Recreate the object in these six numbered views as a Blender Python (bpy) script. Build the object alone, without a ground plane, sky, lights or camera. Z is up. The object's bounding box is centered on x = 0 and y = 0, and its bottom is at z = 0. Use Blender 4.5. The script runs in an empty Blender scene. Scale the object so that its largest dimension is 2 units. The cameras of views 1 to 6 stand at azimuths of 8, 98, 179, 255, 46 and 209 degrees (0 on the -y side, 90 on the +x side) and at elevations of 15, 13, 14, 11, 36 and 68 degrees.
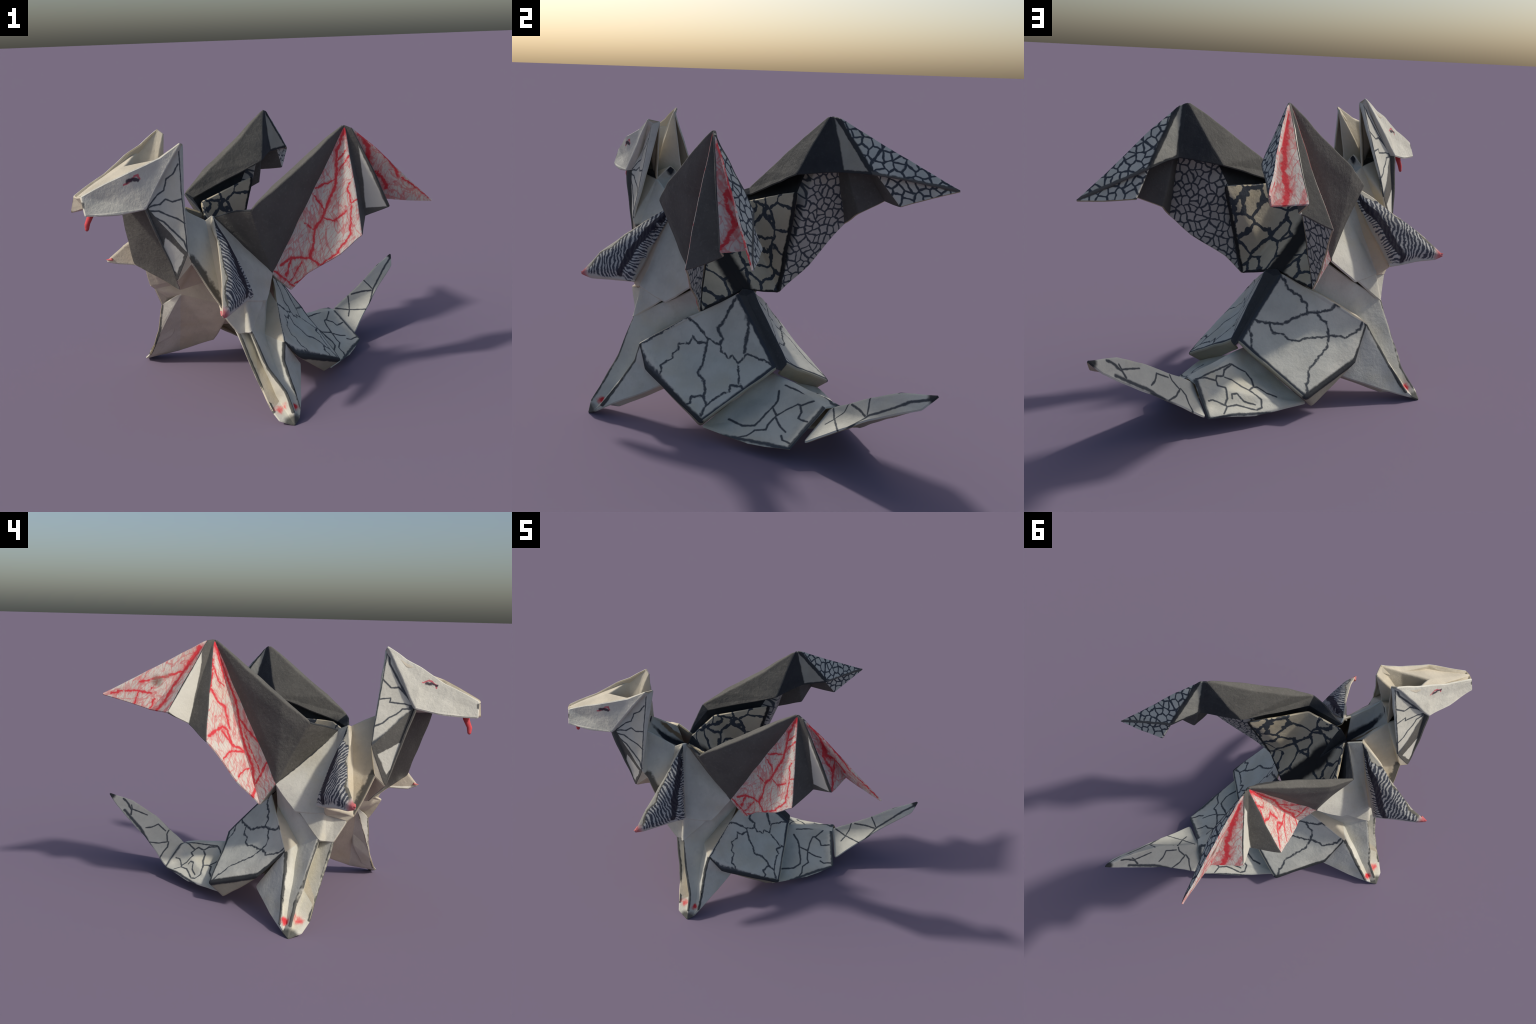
# Folded-paper dragon, inked by hand.  Everything is laid out in the dragon's own frame:
#   s = towards its left side, t = the way it faces, z = up   (metres)
import bpy, math
import numpy as np
from mathutils import Vector, noise

LEFT = np.array([0.755, -0.656, 0.0])
FORE = np.array([-0.656, -0.755, 0.0])
UP = np.array([0.0, 0.0, 1.0])


def W(p):
    return p[0] * LEFT + p[1] * FORE + p[2] * UP


# ------------------------------------------------------------------ ink drawings
# FRAME: three corner points of a panel; INK: (stroke width, control points in the panel's plane)
FRAME, INK = {}, {}
FRAME['rump_left'] = ((0.052, 0.053, 0.637), (0.43, -0.148, 0.102), (0.463, 0.349, 0.365))
INK['rump_left'] = []
INK['rump_left'] += [(0.0075, [(0.167, 0.236), (0.185, 0.19), (0.217, 0.148), (0.247, 0.11), (0.267, 0.04), (0.292, 0.029), (0.322, -0.018), (0.306, -0.034), (0.341, -0.071)])]
INK['rump_left'] += [(0.01, [(0.021, 0.01), (0.089, 0.029), (0.148, 0.047), (0.187, 0.068), (0.238, 0.035), (0.267, 0.04)])]
INK['rump_left'] += [(0.01, [(0.102, -0.073), (0.156, -0.088), (0.218, -0.088), (0.276, -0.091)])]
INK['rump_left'] += [(0.034, [(0.033, -0.054), (0.106, -0.091)])]
INK['rump_left'] += [(0.0075, [(0.341, -0.071), (0.281, -0.106), (0.298, -0.202), (0.316, -0.257), (0.356, -0.274)])]
INK['rump_left'] += [(0.0085, [(0.25, 0.109), (0.333, 0.108), (0.386, 0.096), (0.435, 0.105), (0.474, 0.058), (0.523, 0.036), (0.548, 0.032), (0.59, 0.008), (0.649, 0.014)])]
INK['rump_left'] += [(0.007, [(0.267, 0.107), (0.279, 0.157), (0.255, 0.186), (0.289, 0.197), (0.305, 0.253), (0.335, 0.247), (0.356, 0.269), (0.386, 0.259), (0.435, 0.304), (0.466, 0.287), (0.488, 0.294)])]
INK['rump_left'] += [(0.007, [(0.546, 0.036), (0.566, 0.092), (0.597, 0.085), (0.617, 0.106)])]
INK['rump_left'] += [(0.0075, [(0.596, 0.007), (0.529, -0.038), (0.496, -0.076), (0.464, -0.073), (0.456, -0.118), (0.469, -0.155), (0.457, -0.185)])]
INK['rump_left'] += [(0.007, [(0.341, -0.071), (0.388, -0.092), (0.444, -0.111)])]
INK['rump_left'] += [(0.018, [(0.005, 0.0), (0.204, -0.177), (0.355, -0.284)])]
INK['rump_left'] += [(0.012, [(0.361, -0.286), (0.458, -0.199), (0.691, 0.001)])]
INK['rump_left'] += [(0.007, [(0.359, 0.456), (0.259, 0.345), (0.167, 0.236)])]
INK['rump_left'] += [(0.018, [(0.375, 0.446), (0.442, 0.386), (0.498, 0.294), (0.572, 0.184), (0.686, 0.009)])]
FRAME['rump_right'] = ((-0.043, 0.056, 0.634), (-0.424, -0.161, 0.117), (-0.428, 0.338, 0.386))
INK['rump_right'] = []
INK['rump_right'] += [(0.009, [(0.007, -0.001), (0.037, 0.022), (0.083, 0.034), (0.122, 0.092), (0.152, 0.1), (0.168, 0.126), (0.215, 0.123), (0.219, 0.181), (0.216, 0.256), (0.191, 0.273), (0.207, 0.296)])]
INK['rump_right'] += [(0.009, [(0.219, -0.174), (0.245, -0.098), (0.257, -0.016), (0.239, 0.038), (0.219, 0.122)])]
INK['rump_right'] += [(0.0075, [(0.252, -0.086), (0.299, -0.074), (0.31, -0.019), (0.343, 0.002), (0.36, 0.048), (0.349, 0.087), (0.358, 0.208)])]
INK['rump_right'] += [(0.008, [(0.223, 0.18), (0.259, 0.187), (0.276, 0.22), (0.348, 0.218), (0.375, 0.301), (0.335, 0.393), (0.303, 0.413)])]
INK['rump_right'] += [(0.008, [(0.348, 0.218), (0.416, 0.187), (0.48, 0.115), (0.53, 0.058), (0.589, 0.041), (0.607, 0.023), (0.653, 0.02)])]
INK['rump_right'] += [(0.008, [(0.228, -0.186), (0.27, -0.197), (0.298, -0.188), (0.366, -0.201), (0.42, -0.201)])]
INK['rump_right'] += [(0.014, [(0.357, -0.277), (0.451, -0.2), (0.68, -0.01)])]
INK['rump_right'] += [(0.006, [(0.308, 0.431), (0.423, 0.375), (0.516, 0.303), (0.614, 0.163), (0.678, 0.001)])]
INK['rump_right'] += [(0.018, [(0.006, -0.008), (0.147, -0.129), (0.341, -0.268)])]
FRAME['flap_left'] = ((0.144, 0.752, 1.489), (0.143, 0.98, 1.185), (0.219, 0.793, 0.926))
INK['flap_left'] = []
INK['flap_left'] += [(0.005, [(0.091, 0.056), (0.147, 0.058), (0.187, 0.039), (0.245, 0.055), (0.287, 0.034), (0.363, 0.016)])]
INK['flap_left'] += [(0.0055, [(0.24, 0.158), (0.276, 0.12), (0.282, 0.083), (0.318, 0.07), (0.35, 0.032), (0.383, 0.011)])]
INK['flap_left'] += [(0.0055, [(0.343, 0.23), (0.341, 0.18), (0.35, 0.128), (0.354, 0.078), (0.386, 0.02)])]
INK['flap_left'] += [(0.006, [(0.461, 0.307), (0.428, 0.268), (0.413, 0.211), (0.391, 0.126), (0.395, 0.057), (0.392, 0.016)])]
INK['flap_left'] += [(0.014, [(0.405, -0.008), (0.445, 0.108), (0.492, 0.311)])]
INK['flap_left'] += [(0.004, [(-0.0, 0.01), (0.24, 0.159), (0.489, 0.324)])]
INK['flap_left'] += [(0.009, [(0.383, -0.001), (0.392, 0.016)])]
FRAME['flap_right'] = ((-0.038, 0.751, 1.548), (-0.136, 0.959, 1.222), (-0.214, 0.742, 1.005))
INK['flap_right'] = []
INK['flap_right'] += [(0.006, [(0.375, 0.005), (0.298, 0.021), (0.24, 0.039), (0.224, 0.078), (0.155, 0.1)])]
INK['flap_right'] += [(0.007, [(0.298, 0.021), (0.177, 0.027), (0.093, 0.03), (0.034, 0.014)])]
INK['flap_right'] += [(0.0055, [(0.369, 0.017), (0.34, 0.05), (0.297, 0.117), (0.276, 0.104), (0.258, 0.155)])]
INK['flap_right'] += [(0.006, [(0.393, 0.009), (0.363, 0.068), (0.377, 0.113), (0.377, 0.159), (0.391, 0.196), (0.388, 0.242)])]
INK['flap_right'] += [(0.016, [(0.398, 0.022), (0.419, 0.108), (0.446, 0.166), (0.471, 0.261), (0.477, 0.299)])]
INK['flap_right'] += [(0.0045, [(0.018, 0.013), (0.478, 0.304)])]
INK['flap_right'] += [(0.014, [(0.372, 0.026), (0.395, 0.013)])]
FRAME['tail_base_left'] = ((-0.0, -0.551, 0.228), (0.225, -0.553, 0.066), (0.411, -0.153, 0.091))
INK['tail_base_left'] = []
INK['tail_base_left'] += [(0.0075, [(0.041, 0.27), (0.089, 0.24), (0.135, 0.234), (0.175, 0.238), (0.227, 0.235), (0.262, 0.239), (0.297, 0.291), (0.305, 0.376)])]
INK['tail_base_left'] += [(0.0065, [(0.134, 0.231), (0.164, 0.178), (0.225, 0.184), (0.251, 0.175), (0.282, 0.221), (0.329, 0.231), (0.368, 0.263)])]
INK['tail_base_left'] += [(0.0065, [(0.164, 0.178), (0.099, 0.155), (0.056, 0.133), (0.054, 0.111), (0.008, 0.061)])]
INK['tail_base_left'] += [(0.0065, [(0.057, 0.116), (0.085, 0.083), (0.12, 0.075), (0.116, 0.016)])]
INK['tail_base_left'] += [(0.0065, [(0.176, 0.172), (0.201, 0.124), (0.211, 0.081)])]
INK['tail_base_left'] += [(0.0065, [(0.238, 0.086), (0.254, 0.062), (0.253, 0.016)])]
INK['tail_base_left'] += [(0.006, [(0.003, 0.257), (-0.012, -0.001)])]
INK['tail_base_left'] += [(0.014, [(-0.012, -0.001), (0.275, 0.002)])]
INK['tail_base_left'] += [(0.012, [(0.443, 0.448), (0.349, 0.214), (0.313, 0.115), (0.279, 0.003)])]
FRAME['tail_base_right'] = ((-0.067, -0.568, 0.222), (-0.197, -0.606, 0.075), (-0.41, -0.174, 0.099))
INK['tail_base_right'] = []
INK['tail_base_right'] += [(0.0065, [(-0.014, 0.008), (-0.009, 0.053), (0.012, 0.109), (-0.011, 0.124), (-0.008, 0.164), (-0.041, 0.182), (-0.065, 0.238), (-0.015, 0.298)])]
INK['tail_base_right'] += [(0.0065, [(0.013, 0.112), (0.043, 0.109), (0.062, 0.143), (0.118, 0.131), (0.145, 0.108), (0.16, 0.113)])]
INK['tail_base_right'] += [(0.0065, [(0.0, 0.168), (0.022, 0.201), (0.071, 0.232), (0.1, 0.263), (0.085, 0.297), (0.037, 0.311), (-0.007, 0.302)])]
INK['tail_base_right'] += [(0.0065, [(0.1, 0.263), (0.164, 0.303), (0.207, 0.287), (0.212, 0.257)])]
INK['tail_base_right'] += [(0.0065, [(0.088, 0.296), (0.09, 0.316), (0.135, 0.348), (0.167, 0.391)])]
INK['tail_base_right'] += [(0.006, [(0.125, 0.155), (0.103, 0.16), (0.106, 0.186), (0.153, 0.21), (0.183, 0.261)])]
INK['tail_base_right'] += [(0.006, [(0.191, 0.083), (0.16, 0.113), (0.161, 0.166), (0.21, 0.251)])]
INK['tail_base_right'] += [(0.006, [(0.111, 0.03), (0.109, 0.057), (0.148, 0.104)])]
INK['tail_base_right'] += [(0.014, [(-0.005, 0.002), (0.2, -0.003)])]
INK['tail_base_right'] += [(0.008, [(0.201, 0.0), (0.206, 0.124), (0.25, 0.36)])]
INK['tail_base_right'] += [(0.006, [(-0.007, 0.002), (-0.068, 0.229)])]
FRAME['tail_tip_left'] = ((-0.039, -0.589, 0.204), (-0.032, -1.169, 0.475), (0.151, -0.585, 0.09))
INK['tail_tip_left'] = []
INK['tail_tip_left'] += [(0.006, [(0.018, 0.111), (0.055, 0.089), (0.098, 0.052), (0.146, -0.002), (0.152, -0.036)])]
INK['tail_tip_left'] += [(0.006, [(0.004, 0.01), (0.058, 0.081), (0.142, 0.165)])]
INK['tail_tip_left'] += [(0.006, [(0.156, 0.025), (0.222, 0.058), (0.283, 0.099)])]
INK['tail_tip_left'] += [(0.006, [(0.298, 0.092), (0.293, 0.018), (0.318, -0.042)])]
INK['tail_tip_left'] += [(0.006, [(0.238, -0.028), (0.287, 0.008), (0.336, -0.001), (0.382, -0.016), (0.458, 0.008), (0.534, -0.002), (0.566, -0.033)])]
INK['tail_tip_left'] += [(0.007, [(0.025, 0.224), (0.192, 0.158), (0.301, 0.102), (0.473, 0.056), (0.637, 0.018)])]
FRAME['tail_tip_right'] = ((-0.039, -0.589, 0.204), (-0.032, -1.169, 0.475), (-0.181, -0.622, 0.082))
INK['tail_tip_right'] = []
INK['tail_tip_right'] += [(0.006, [(0.178, 0.115), (0.122, 0.086), (0.082, 0.045), (0.122, 0.002), (0.128, -0.026)])]
INK['tail_tip_right'] += [(0.006, [(0.075, 0.04), (0.055, 0.075), (0.055, 0.117), (0.043, 0.171)])]
INK['tail_tip_right'] += [(0.006, [(0.269, 0.048), (0.238, 0.022), (0.217, -0.02), (0.144, -0.009)])]
INK['tail_tip_right'] += [(0.006, [(0.457, -0.019), (0.436, -0.003), (0.323, -0.028)])]
INK['tail_tip_right'] += [(0.008, [(0.535, -0.024), (0.492, -0.019), (0.438, 0.004), (0.417, 0.033)])]
INK['tail_tip_right'] += [(0.012, [(0.478, 0.031), (0.288, 0.075), (0.003, 0.203)])]
FRAME['vein_left'] = ((0.42, -0.203, 1.509), (0.268, 0.095, 0.572), (0.561, -0.189, 0.89))
INK['vein_left'] = []
INK['vein_left'] += [(0.012, [(0.015, 0.012), (0.155, 0.005), (0.326, 0.057), (0.536, 0.045), (0.614, 0.02), (0.692, 0.041), (0.777, 0.045)])]
INK['vein_left'] += [(0.008, [(0.14, 0.053), (0.225, 0.02)])]
INK['vein_left'] += [(0.008, [(0.389, -0.045), (0.31, 0.048)])]
INK['vein_left'] += [(0.008, [(0.432, -0.035), (0.492, 0.038)])]
INK['vein_left'] += [(0.007, [(0.595, -0.04), (0.622, 0.019)])]
INK['vein_left'] += [(0.008, [(0.536, 0.045), (0.537, 0.114), (0.461, 0.158)])]
INK['vein_left'] += [(0.008, [(0.297, 0.127), (0.341, 0.13), (0.403, 0.173), (0.578, 0.223), (0.706, 0.185), (0.804, 0.116)])]
INK['vein_left'] += [(0.006, [(0.403, 0.173), (0.378, 0.203)])]
INK['vein_left'] += [(0.012, [(0.777, 0.045), (0.803, 0.108)])]
INK['vein_left'] += [(0.011, [(0.784, 0.047), (0.81, -0.054), (0.872, -0.097)])]
INK['vein_left'] += [(0.01, [(0.91, -0.117), (0.943, -0.051), (0.973, 0.014)])]
INK['vein_left'] += [(0.006, [(0.955, 0.008), (0.89, 0.058), (0.8, 0.138)])]
INK['vein_left'] += [(0.009, [(0.817, -0.051), (0.92, -0.05)])]
INK['vein_left'] += [(0.006, [(0.064, 0.059), (0.145, 0.085), (0.261, 0.048)])]
INK['vein_left'] += [(0.006, [(0.819, 0.012), (0.948, -0.018)])]
FRAME['vein_left_tip'] = ((0.444, -0.235, 1.495), (0.549, -0.408, 1.035), (0.636, -0.741, 1.018))
INK['vein_left_tip'] = []
INK['vein_left_tip'] += [(0.016, [(0.054, 0.024), (0.151, 0.056), (0.283, 0.042)])]
INK['vein_left_tip'] += [(0.012, [(0.283, 0.042), (0.374, 0.095), (0.457, 0.115)])]
INK['vein_left_tip'] += [(0.01, [(0.047, 0.035), (0.2, 0.103), (0.348, 0.156), (0.414, 0.168)])]
INK['vein_left_tip'] += [(0.008, [(0.151, 0.056), (0.282, 0.034), (0.424, 0.054)])]
INK['vein_left_tip'] += [(0.008, [(0.513, 0.023), (0.332, 0.085)])]
INK['vein_left_tip'] += [(0.006, [(0.41, 0.169), (0.501, 0.227), (0.625, 0.29)])]
FRAME['vein_right'] = ((-0.277, -0.225, 1.558), (-0.252, 0.08, 0.593), (-0.507, -0.138, 0.989))
INK['vein_right'] = []
INK['vein_right'] += [(0.008, [(0.125, 0.072), (0.241, 0.063), (0.278, 0.026)])]
INK['vein_right'] += [(0.011, [(0.276, 0.126), (0.356, 0.104), (0.395, 0.062), (0.524, 0.073)])]
INK['vein_right'] += [(0.012, [(0.534, 0.237), (0.508, 0.148), (0.506, 0.118), (0.527, 0.094), (0.621, 0.087), (0.667, 0.021), (0.719, -0.035)])]
INK['vein_right'] += [(0.012, [(0.526, 0.135), (0.63, 0.08)])]
INK['vein_right'] += [(0.011, [(0.683, 0.181), (0.654, 0.11), (0.685, -0.005)])]
INK['vein_right'] += [(0.008, [(0.81, 0.104), (0.784, 0.053), (0.782, -0.001)])]
INK['vein_right'] += [(0.008, [(0.037, 0.046), (0.163, 0.076), (0.289, 0.14)])]
INK['vein_right'] += [(0.012, [(0.019, 0.014), (0.172, 0.013), (0.314, -0.003)])]
INK['vein_right'] += [(0.016, [(0.908, -0.003), (0.963, 0.055)])]
FRAME['vein_right_fold'] = ((-0.277, -0.225, 1.558), (-0.27, 0.195, 0.742), (-0.252, 0.08, 0.593))
INK['vein_right_fold'] = []
INK['vein_right_fold'] += [(0.012, [(0.017, 0.002), (0.216, 0.022), (0.384, 0.03), (0.529, 0.076), (0.678, 0.093), (0.78, 0.106), (0.895, 0.151), (0.954, 0.197)])]
INK['vein_right_fold'] += [(0.01, [(0.489, 0.054), (0.573, 0.028), (0.659, -0.005)])]
INK['vein_right_fold'] += [(0.01, [(0.779, -0.002), (0.829, 0.062), (0.87, 0.128)])]
INK['vein_right_fold'] += [(0.006, [(0.57, 0.057), (0.728, 0.07), (0.826, 0.071)])]
INK['vein_right_fold'] += [(0.008, [(0.251, -0.001), (0.368, -0.009)])]
FRAME['vein_right_tip'] = ((-0.277, -0.225, 1.558), (-0.541, -0.38, 1.143), (-0.645, -0.761, 1.233))
INK['vein_right_tip'] = []
INK['vein_right_tip'] += [(0.022, [(0.087, 0.046), (0.234, 0.064)])]
INK['vein_right_tip'] += [(0.016, [(0.234, 0.064), (0.358, 0.074), (0.463, 0.069), (0.548, 0.094)])]
INK['vein_right_tip'] += [(0.01, [(0.234, 0.064), (0.298, 0.112), (0.355, 0.165), (0.437, 0.246)])]
INK['vein_right_tip'] += [(0.008, [(0.457, 0.171), (0.484, 0.234), (0.531, 0.301), (0.585, 0.356)])]
INK['vein_right_tip'] += [(0.008, [(0.47, 0.145), (0.51, 0.137), (0.551, 0.146)])]
INK['vein_right_tip'] += [(0.007, [(0.487, 0.231), (0.551, 0.225)])]
INK['vein_right_tip'] += [(0.008, [(0.358, 0.074), (0.406, 0.079), (0.479, 0.068)])]
INK['vein_right_tip'] += [(0.006, [(0.355, 0.165), (0.434, 0.177)])]
FRAME['eye_left'] = ((0.062, 1.27, 1.185), (0.143, 0.98, 1.185), (0.144, 0.752, 1.489))
INK['eye_left'] = []
INK['eye_left'] += [(0.017, [(0.224, 0.144), (0.25, 0.152), (0.277, 0.145)])]
FRAME['eyered_left'] = ((0.062, 1.27, 1.185), (0.143, 0.98, 1.185), (0.144, 0.752, 1.489))
INK['eyered_left'] = []
INK['eyered_left'] += [(0.01, [(0.206, 0.133), (0.228, 0.138), (0.258, 0.161), (0.282, 0.171), (0.289, 0.148)])]
FRAME['eye_right'] = ((-0.067, 1.277, 1.188), (-0.136, 0.959, 1.222), (-0.038, 0.751, 1.548))
INK['eye_right'] = []
INK['eye_right'] += [(0.015, [(0.294, 0.148), (0.274, 0.149)])]
INK['eye_right'] += [(0.01, [(0.274, 0.154), (0.24, 0.146)])]
FRAME['eyered_right'] = ((-0.067, 1.277, 1.188), (-0.136, 0.959, 1.222), (-0.038, 0.751, 1.548))
INK['eyered_right'] = []
INK['eyered_right'] += [(0.009, [(0.314, 0.152), (0.285, 0.169), (0.248, 0.152), (0.24, 0.134)])]
FRAME['nostril_left'] = ((0.062, 1.27, 1.185), (0.143, 0.98, 1.185), (0.144, 0.752, 1.489))
INK['nostril_left'] = []
INK['nostril_left'] += [(0.017, [(-0.009, 0.058), (-0.009, 0.044)])]
FRAME['nostril_right'] = ((-0.067, 1.277, 1.188), (-0.136, 0.959, 1.222), (-0.038, 0.751, 1.548))
INK['nostril_right'] = []
INK['nostril_right'] += [(0.016, [(0.006, 0.069), (0.003, 0.057)])]
FRAME['patch_left'] = ((0.143, 0.98, 1.185), (0.219, 0.793, 0.926), (0.186, 0.848, 0.783))
INK['patch_left'] = []
INK['patch_left'] += [(0.0, [(0.192, 0.024), (0.324, 0.015), (0.373, 0.11), (0.337, 0.106), (0.216, 0.067)])]
FRAME['patch_right'] = ((-0.136, 0.959, 1.222), (-0.214, 0.742, 1.005), (-0.23, 0.834, 0.794))
INK['patch_right'] = []
INK['patch_right'] += [(0.0, [(0.188, 0.088), (0.192, 0.119), (0.249, 0.148), (0.355, 0.172), (0.319, 0.058)])]
FRAME['strips_left'] = ((0.42, -0.203, 1.509), (0.561, -0.189, 0.89), (0.549, -0.408, 1.035))
INK['strips_left'] = []
INK['strips_left'] += [(0.0, [(0.135, 0.069), (0.488, 0.128), (0.5, 0.225)])]
INK['strips_left'] += [(0.006, [(0.063, 0.064), (0.499, 0.233)])]
FRAME['strips_right'] = ((-0.277, -0.225, 1.558), (-0.507, -0.138, 0.989), (-0.541, -0.38, 1.143))
INK['strips_right'] = []
INK['strips_right'] += [(0.0, [(0.088, 0.068), (0.151, 0.066), (0.511, 0.124), (0.454, 0.235)])]
INK['strips_right'] += [(0.006, [(0.088, 0.074), (0.454, 0.242)])]


# ------------------------------------------------------------------ node helpers
class Nodes:
    def __init__(self, name):
        self.mat = bpy.data.materials.new(name)
        self.mat.use_nodes = True
        self.t = self.mat.node_tree
        self.bsdf = self.t.nodes["Principled BSDF"]
        self.pos = self.t.nodes.new("ShaderNodeTexCoord").outputs["Object"]

    def _in(self, sock, v):
        if isinstance(v, bpy.types.NodeSocket):
            self.t.links.new(v, sock)
        elif v is not None:
            if sock.type == "RGBA" and len(v) == 3:
                v = (*v, 1.0)
            sock.default_value = v

    def math(self, op, a, b=None, c=None):
        n = self.t.nodes.new("ShaderNodeMath")
        n.operation = op
        for s, v in zip(n.inputs, (a, b, c)):
            self._in(s, v)
        return n.outputs[0]

    def vmath(self, op, a, b=None, scale=None):
        n = self.t.nodes.new("ShaderNodeVectorMath")
        n.operation = op
        self._in(n.inputs[0], a)
        if b is not None:
            self._in(n.inputs[1], b)
        if scale is not None:
            self._in(n.inputs["Scale"], scale)
        return n.outputs["Value"] if op in ("DOT_PRODUCT", "LENGTH", "DISTANCE") else n.outputs["Vector"]

    def combine(self, x, y, z=0.0):
        n = self.t.nodes.new("ShaderNodeCombineXYZ")
        for s, v in zip(n.inputs, (x, y, z)):
            self._in(s, v)
        return n.outputs[0]

    def noise(self, vec, scale, detail=3.0, rough=0.55, colour=False):
        n = self.t.nodes.new("ShaderNodeTexNoise")
        self._in(n.inputs["Vector"], vec)
        n.inputs["Scale"].default_value = scale
        n.inputs["Detail"].default_value = detail
        n.inputs["Roughness"].default_value = rough
        return n.outputs["Color" if colour else "Fac"]

    def edge_cells(self, vec, scale, rand=0.9):
        n = self.t.nodes.new("ShaderNodeTexVoronoi")
        n.voronoi_dimensions = "2D"
        n.feature = "DISTANCE_TO_EDGE"
        self._in(n.inputs["Vector"], vec)
        n.inputs["Scale"].default_value = scale
        n.inputs["Randomness"].default_value = rand
        return n.outputs["Distance"]

    def step(self, x, lo, hi):
        n = self.t.nodes.new("ShaderNodeMapRange")
        n.interpolation_type = "SMOOTHSTEP"
        self._in(n.inputs["Value"], x)
        n.inputs["From Min"].default_value, n.inputs["From Max"].default_value = min(lo, hi), max(lo, hi)
        n.inputs["To Min"].default_value, n.inputs["To Max"].default_value = (0, 1) if lo < hi else (1, 0)
        return n.outputs["Result"]

    def mix(self, fac, a, b):
        n = self.t.nodes.new("ShaderNodeMix")
        n.data_type = "RGBA"
        self._in(n.inputs["Factor"], fac)
        self._in(n.inputs["A"], a)
        self._in(n.inputs["B"], b)
        return n.outputs["Result"]

    def jitter(self, vec, scale, amount, detail=2.0):
        c = self.noise(vec, scale, detail, colour=True)
        c = self.vmath("SUBTRACT", c, (0.5, 0.5, 0.5))
        return self.vmath("ADD", vec, self.vmath("SCALE", c, scale=amount))


def segment_group():
    g = bpy.data.node_groups.new("ink_segment", "ShaderNodeTree")
    for nm, ty in (("Prev", "NodeSocketFloat"), ("Point", "NodeSocketVector"), ("From", "NodeSocketVector"),
                   ("Along", "NodeSocketVector"), ("Unit", "NodeSocketVector"), ("Sharp", "NodeSocketFloat")):
        g.interface.new_socket(nm, in_out="INPUT", socket_type=ty)
    g.interface.new_socket("Near", in_out="OUTPUT", socket_type="NodeSocketFloat")
    i, o = g.nodes.new("NodeGroupInput"), g.nodes.new("NodeGroupOutput")

    def vm(op, a, b):
        n = g.nodes.new("ShaderNodeVectorMath")
        n.operation = op
        g.links.new(a, n.inputs[0])
        g.links.new(b, n.inputs["Scale"] if op == "SCALE" else n.inputs[1])
        return n

    d = vm("SUBTRACT", i.outputs["Point"], i.outputs["From"]).outputs[0]
    dot = vm("DOT_PRODUCT", d, i.outputs["Unit"])
    cl = g.nodes.new("ShaderNodeClamp")
    g.links.new(dot.outputs["Value"], cl.inputs[0])
    foot = vm("SCALE", i.outputs["Along"], cl.outputs[0]).outputs[0]
    ln = vm("DISTANCE", d, foot).outputs["Value"]
    m = g.nodes.new("ShaderNodeMath")
    m.operation = "MULTIPLY"
    g.links.new(ln, m.inputs[0])
    g.links.new(i.outputs["Sharp"], m.inputs[1])
    mn = g.nodes.new("ShaderNodeMath")
    mn.operation = "MINIMUM"
    g.links.new(m.outputs[0], mn.inputs[0])
    g.links.new(i.outputs["Prev"], mn.inputs[1])
    g.links.new(mn.outputs[0], o.inputs[0])
    return g


SEGMENT = segment_group()

PALE = (0.62, 0.60, 0.51)
BEIGE = (0.60, 0.54, 0.42)
DARK = (0.118, 0.113, 0.100)
COAL = (0.045, 0.047, 0.048)
NAVY = (0.054, 0.062, 0.072)
RED = (0.62, 0.035, 0.05)
SLATE = (0.064, 0.072, 0.082)


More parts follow.
